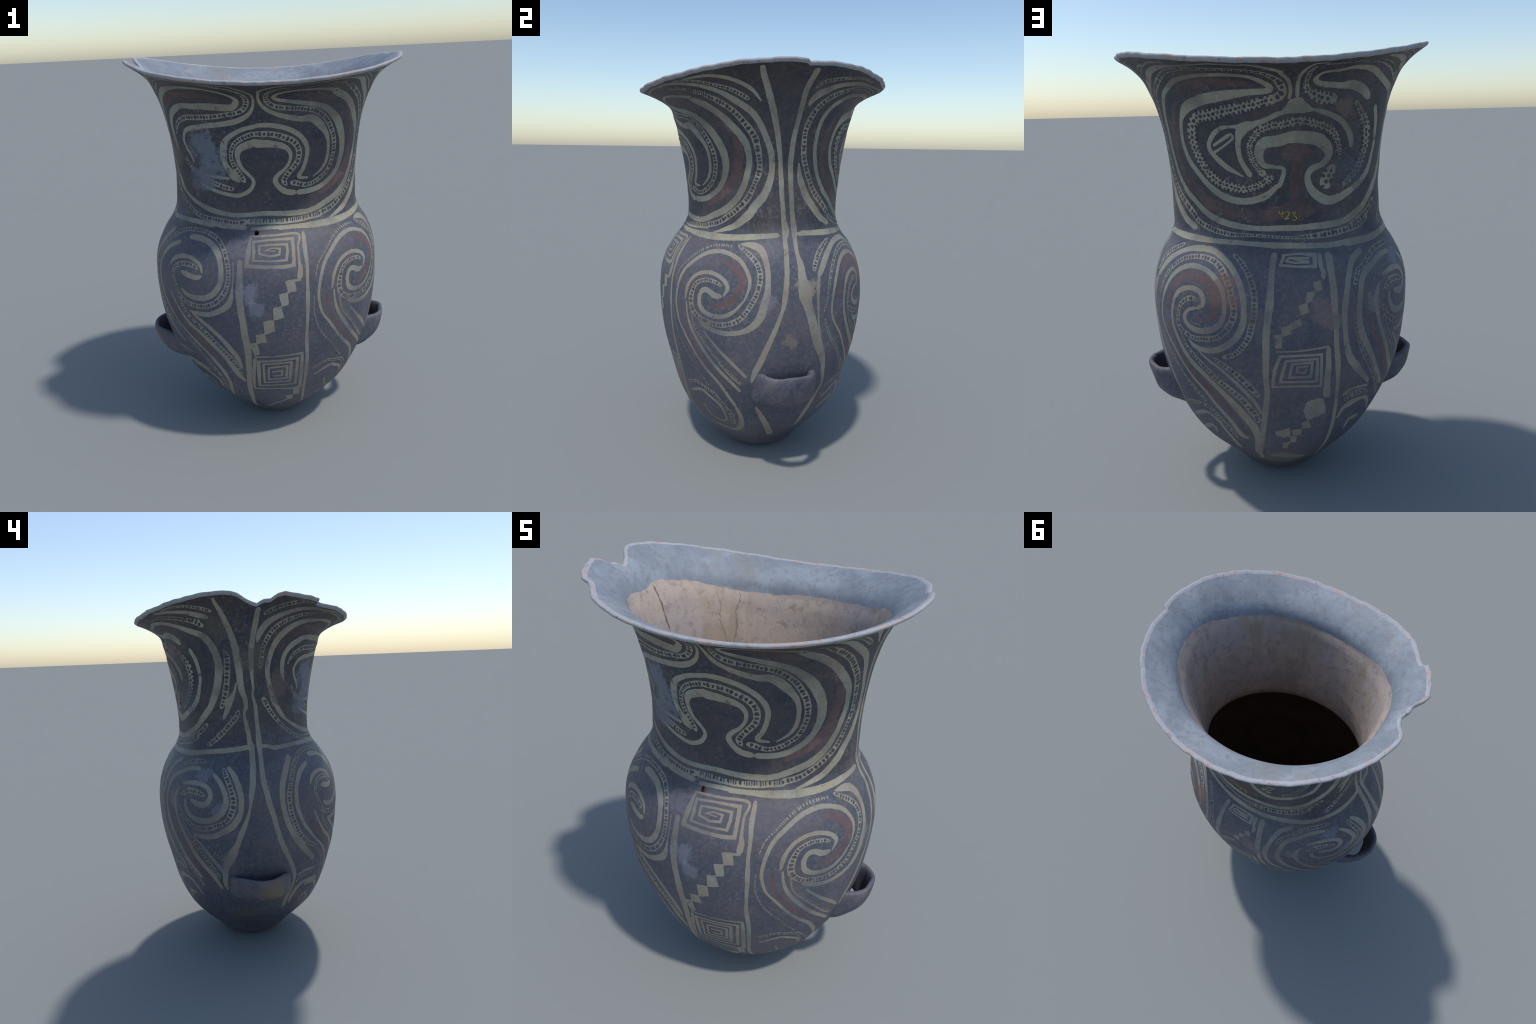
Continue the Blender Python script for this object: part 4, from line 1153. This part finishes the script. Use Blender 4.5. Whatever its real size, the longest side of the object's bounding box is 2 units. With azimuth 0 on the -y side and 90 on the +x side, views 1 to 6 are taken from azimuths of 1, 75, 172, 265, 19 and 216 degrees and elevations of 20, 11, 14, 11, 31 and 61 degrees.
patch((85.4, 0.907), (89.3, 0.924), (90.2, 0.896), (85.9, 0.879))
patch((82.1, 0.893), (85.7, 0.902), (85.9, 0.861), (82.2, 0.852))
patch((79.4, 0.861), (82.6, 0.866), (82.2, 0.805), (79.5, 0.801))
line((100.9, 0.787, 17), (101.2, 0.698, 24), (101.4, 0.620, 27), (102.0, 0.541, 25))
angular((80.0, 0.787, 6), (88.8, 0.784, 6), (100.7, 0.788, 8))
angular((81.5, 0.765, 10), (89.4, 0.763, 9), (98.0, 0.757, 10), (98.2, 0.681, 12), (98.6, 0.602, 11), (88.4, 0.616,
    9), (78.1, 0.620, 9), (79.2, 0.702, 13), (81.4, 0.763, 12))
angular((83.8, 0.742, 10), (90.0, 0.742, 10), (96.4, 0.739, 10), (96.4, 0.684, 13), (96.4, 0.630, 11), (88.4, 0.638,
    9), (81.3, 0.643, 9), (82.4, 0.693, 12), (83.6, 0.739, 10))
angular((86.0, 0.726, 10), (90.1, 0.726, 10), (94.3, 0.725, 10), (94.0, 0.688, 11), (93.8, 0.657, 11), (89.6, 0.660,
    11), (85.1, 0.663, 11), (85.5, 0.694, 10), (86.1, 0.721, 10))
angular((92.0, 0.709, 9), (88.2, 0.710, 9), (88.0, 0.684, 9), (91.4, 0.679, 9), (91.8, 0.695, 9))
patch((99.6, 0.587), (103.6, 0.587), (103.6, 0.529), (100.6, 0.540))
patch((93.1, 0.529), (98.1, 0.540), (100.9, 0.531), (103.6, 0.449), (99.7, 0.439), (94.2, 0.426), (91.7, 0.481))
patch((91.6, 0.417), (95.0, 0.429), (97.1, 0.380), (92.4, 0.382))
patch((86.8, 0.382), (92.2, 0.384), (92.2, 0.341), (87.9, 0.345))
patch((78.5, 0.377), (85.9, 0.396), (86.8, 0.343), (82.9, 0.336), (78.8, 0.357))
patch((86.2, 0.345), (90.1, 0.341), (90.1, 0.301), (87.0, 0.299))
patch((82.5, 0.306), (87.0, 0.307), (85.1, 0.260), (82.5, 0.262))
line((72.6, 0.199, 23), (82.9, 0.191, 46), (100.4, 0.160, 31))
line((124.3, 1.157, 23), (116.9, 1.123, 26), (112.8, 1.073, 23), (110.5, 1.021, 23), (108.7, 0.961, 27), (108.0,
    0.897, 23), (108.7, 0.813, 22), (110.9, 0.728, 28), (115.9, 0.654, 30), (126.0, 0.549, 17))
dotted((128.5, 0.491, 16), (118.9, 0.506, 20), (112.2, 0.492, 18))
line((126.9, 0.529, 13), (116.6, 0.545, 13), (110.7, 0.529, 13))
line((129.4, 0.460, 16), (119.2, 0.472, 20), (113.9, 0.453, 20), (111.2, 0.399, 10))
line((128.6, 0.363, 17), (121.9, 0.360, 24), (120.6, 0.309, 9))

# neck, left side
line((163.9, 1.929, 14), (164.2, 1.903, 19), (165.6, 1.868, 23), (167.5, 1.818, 27), (169.9, 1.766, 29), (171.9,
    1.704, 32), (172.9, 1.646, 33), (173.9, 1.588, 32), (175.0, 1.514, 27), (177.3, 1.474, 21), (177.7, 1.434, 20),
    (176.2, 1.398, 13), (177.8, 1.332, 19), (179.3, 1.260, 21), (179.1, 1.207, 21))
dotted((134.5, 1.939, 10), (142.9, 1.926, 15), (151.0, 1.912, 19), (157.5, 1.890, 21), (161.0, 1.875, 14))
line((128.3, 1.929, 10), (138.8, 1.914, 19), (146.4, 1.896, 24), (152.4, 1.873, 29), (158.0, 1.854, 22))
dotted((114.1, 1.922, 14), (125.7, 1.914, 18), (132.9, 1.901, 20), (140.8, 1.878, 22), (147.9, 1.852, 25), (153.8,
    1.822, 25))
line((128.5, 1.879, 21), (132.4, 1.863, 23), (139.6, 1.832, 24), (146.8, 1.801, 28), (152.0, 1.776, 35), (155.9,
    1.732, 36), (158.5, 1.681, 36), (159.2, 1.624, 39), (157.5, 1.555, 38), (154.2, 1.495, 36), (149.2, 1.433, 31),
    (141.3, 1.376, 32))
dotted((163.9, 1.708, 13), (165.8, 1.669, 28), (165.3, 1.621, 32), (164.5, 1.567, 27), (163.1, 1.513, 31), (160.9,
    1.463, 24), (158.2, 1.428, 19))
line((171.3, 1.550, 7), (169.4, 1.506, 13), (165.4, 1.462, 31), (162.9, 1.417, 24), (159.4, 1.373, 13))
dotted((172.3, 1.421, 17), (169.1, 1.377, 25), (163.7, 1.340, 26), (157.4, 1.295, 26), (150.5, 1.256, 25), (145.9,
    1.236, 19))
dotted((145.9, 1.349, 20), (139.1, 1.308, 25), (130.6, 1.275, 26), (120.5, 1.243, 26))
line((179.2, 1.228, 24), (168.2, 1.217, 25), (156.4, 1.210, 24), (143.7, 1.201, 23), (133.6, 1.189, 23), (115.2,
    1.184, 24))
line((-174.7, 1.888, 23), (-175.4, 1.827, 25), (-176.5, 1.768, 25), (-177.4, 1.702, 25), (-177.6, 1.635, 23), (-177.0,
    1.572, 15), (-176.3, 1.522, 11), (-176.8, 1.488, 11), (-175.0, 1.437, 17), (-174.4, 1.384, 19), (-173.6, 1.312,
    21), (-173.3, 1.251, 28), (-173.8, 1.194, 19))
dotted((-171.6, 1.854, 15), (-167.5, 1.879, 25), (-163.1, 1.899, 27), (-158.7, 1.917, 29), (-153.8, 1.932, 24),
    (-149.0, 1.940, 13))
line((-173.9, 1.731, 8), (-172.6, 1.771, 27), (-168.5, 1.822, 30), (-163.7, 1.852, 26), (-158.8, 1.876, 24), (-153.6,
    1.897, 24), (-146.4, 1.915, 22), (-138.9, 1.925, 26), (-128.6, 1.927, 22), (-118.4, 1.926, 18), (-109.5, 1.912,
    9))
red((-119.5, 1.862, 28), (-137.4, 1.844, 26), (-147.0, 1.809, 26), (-153.2, 1.772, 26), (-156.6, 1.726, 25), (-158.3,
    1.685, 25))
line((-173.9, 1.229, 22), (-167.1, 1.226, 17), (-161.4, 1.214, 22), (-151.7, 1.218, 18), (-137.4, 1.219, 21), (-120.0,
    1.211, 21))

# belly, left back spiral
line((-179.0, 1.249, 24), (-179.5, 1.200, 25), (-180.2, 1.129, 27), (-181.1, 1.052, 28), (-182.4, 0.992, 23), (-183.3,
    0.934, 13), (-185.2, 0.869, 18), (-188.4, 0.802, 25), (-191.7, 0.732, 28), (-195.3, 0.667, 44), (-200.3, 0.588,
    31), (-202.0, 0.490, 25), (-201.1, 0.442, 14))
line((138.7, 0.958, 13), (144.4, 0.939, 29), (149.5, 0.938, 28), (152.9, 0.975, 26), (152.5, 1.012, 23), (148.0,
    1.039, 22), (141.3, 1.046, 23), (131.4, 1.036, 14))
line((135.1, 0.956, 15), (135.0, 0.922, 20), (136.8, 0.890, 26), (140.8, 0.860, 28), (147.5, 0.849, 29), (155.0,
    0.863, 29), (160.6, 0.907, 30), (162.9, 0.954, 28), (162.3, 1.004, 24), (158.8, 1.058, 22), (153.6, 1.100, 16))
dotted((149.5, 0.984, 16), (144.0, 0.999, 26), (137.2, 1.002, 27), (131.6, 0.977, 20))
dotted((130.0, 0.914, 16), (132.1, 0.869, 21), (136.2, 0.834, 24), (141.6, 0.807, 26), (148.7, 0.806, 27), (156.2,
    0.827, 26), (162.5, 0.854, 26), (166.0, 0.902, 32), (167.3, 0.961, 32), (166.2, 1.018, 28), (162.6, 1.090, 24),
    (160.6, 1.128, 17))
line((140.5, 0.768, 11), (146.4, 0.760, 24), (154.1, 0.769, 26), (160.6, 0.799, 29), (166.7, 0.836, 31), (170.6,
    0.890, 27), (171.9, 0.961, 26), (171.0, 1.018, 26), (168.2, 1.084, 27), (163.5, 1.134, 16))
line((144.5, 1.119, 17), (135.7, 1.115, 24), (128.2, 1.092, 25), (120.2, 1.056, 26), (116.9, 0.998, 25), (115.4,
    0.922, 26), (115.8, 0.853, 28), (118.7, 0.781, 31), (127.4, 0.640, 21), (133.2, 0.568, 20), (139.6, 0.493, 20))
dotted((148.1, 1.154, 15), (139.8, 1.153, 24), (129.5, 1.135, 23), (120.7, 1.089, 21), (117.7, 1.078, 20), (114.2,
    1.025, 17))
line((128.9, 1.015, 10), (126.0, 0.970, 21), (125.2, 0.920, 24), (127.1, 0.853, 22), (130.2, 0.787, 22), (134.1,
    0.722, 24), (139.1, 0.642, 28), (144.4, 0.583, 28), (149.7, 0.528, 28), (155.0, 0.446, 21))
dotted((130.3, 0.866, 16), (133.2, 0.793, 23), (138.2, 0.730, 25), (142.9, 0.679, 25), (147.2, 0.619, 25), (151.4,
    0.563, 23), (154.4, 0.515, 18))
line((139.3, 0.757, 8), (144.6, 0.711, 18), (149.7, 0.653, 23), (154.7, 0.599, 24), (158.3, 0.552, 18))
red((119.3, 0.909, 14), (122.5, 0.830, 20), (128.5, 0.740, 24), (134.8, 0.641, 28), (140.8, 0.561, 28), (145.8, 0.488,
    25), (151.8, 0.400, 18))
dotted((112.4, 0.903, 9), (114.3, 0.826, 13), (117.9, 0.730, 17), (123.6, 0.646, 19), (128.8, 0.581, 20), (135.2,
    0.499, 20), (140.2, 0.442, 16))
line((113.5, 0.445, 11), (125.9, 0.466, 18), (132.4, 0.423, 17), (136.4, 0.369, 10))
dotted((110.9, 0.521, 11), (120.9, 0.519, 16), (127.3, 0.496, 14))

# belly, left side
line((-174.0, 1.253, 22), (-173.7, 1.209, 22), (-174.0, 1.156, 22), (-174.7, 1.097, 24), (-174.2, 1.037, 26), (-172.8,
    0.967, 26), (-170.8, 0.894, 24), (-168.9, 0.818, 23), (-166.9, 0.753, 24), (-164.3, 0.691, 27), (-161.5, 0.637,
    23), (-157.8, 0.568, 23), (-155.4, 0.507, 19), (-155.8, 0.439, 14), (-158.2, 0.369, 26), (-160.0, 0.276, 18))
line((-152.6, 1.170, 24), (-158.1, 1.114, 29), (-162.7, 1.051, 28), (-164.6, 0.985, 28), (-164.1, 0.913, 25), (-162.2,
    0.837, 26), (-158.4, 0.761, 29), (-152.4, 0.684, 31), (-140.8, 0.577, 25))
dotted((-145.7, 1.156, 24), (-152.1, 1.120, 24), (-155.4, 1.080, 22), (-158.0, 1.040, 20), (-160.2, 0.979, 26),
    (-160.1, 0.907, 26), (-158.5, 0.844, 26), (-155.5, 0.777, 28), (-149.8, 0.708, 27), (-140.7, 0.655, 16), (-135.2,
    0.601, 17), (-130.0, 0.542, 18), (-126.7, 0.473, 21), (-124.0, 0.416, 21), (-123.2, 0.358, 20), (-125.8, 0.274,
    17))
line((-140.4, 1.124, 20), (-149.7, 1.080, 24), (-154.6, 1.017, 21), (-155.9, 0.947, 22), (-154.5, 0.872, 20), (-150.2,
    0.794, 17), (-142.0, 0.706, 12), (-135.8, 0.657, 13), (-130.0, 0.603, 16), (-125.0, 0.548, 17), (-121.3, 0.487,
    22), (-118.9, 0.421, 22), (-119.0, 0.343, 21), (-123.7, 0.237, 17))
line((-153.1, 0.501, 10), (-148.5, 0.520, 17), (-137.9, 0.514, 14))
dotted((-153.3, 0.459, 14), (-148.8, 0.489, 20), (-139.6, 0.488, 17))
line((-155.5, 0.307, 15), (-153.2, 0.383, 24), (-148.2, 0.435, 27), (-138.0, 0.438, 28), (-129.7, 0.417, 22))
line((-145.4, 0.293, 15), (-142.2, 0.332, 22), (-137.6, 0.347, 16))
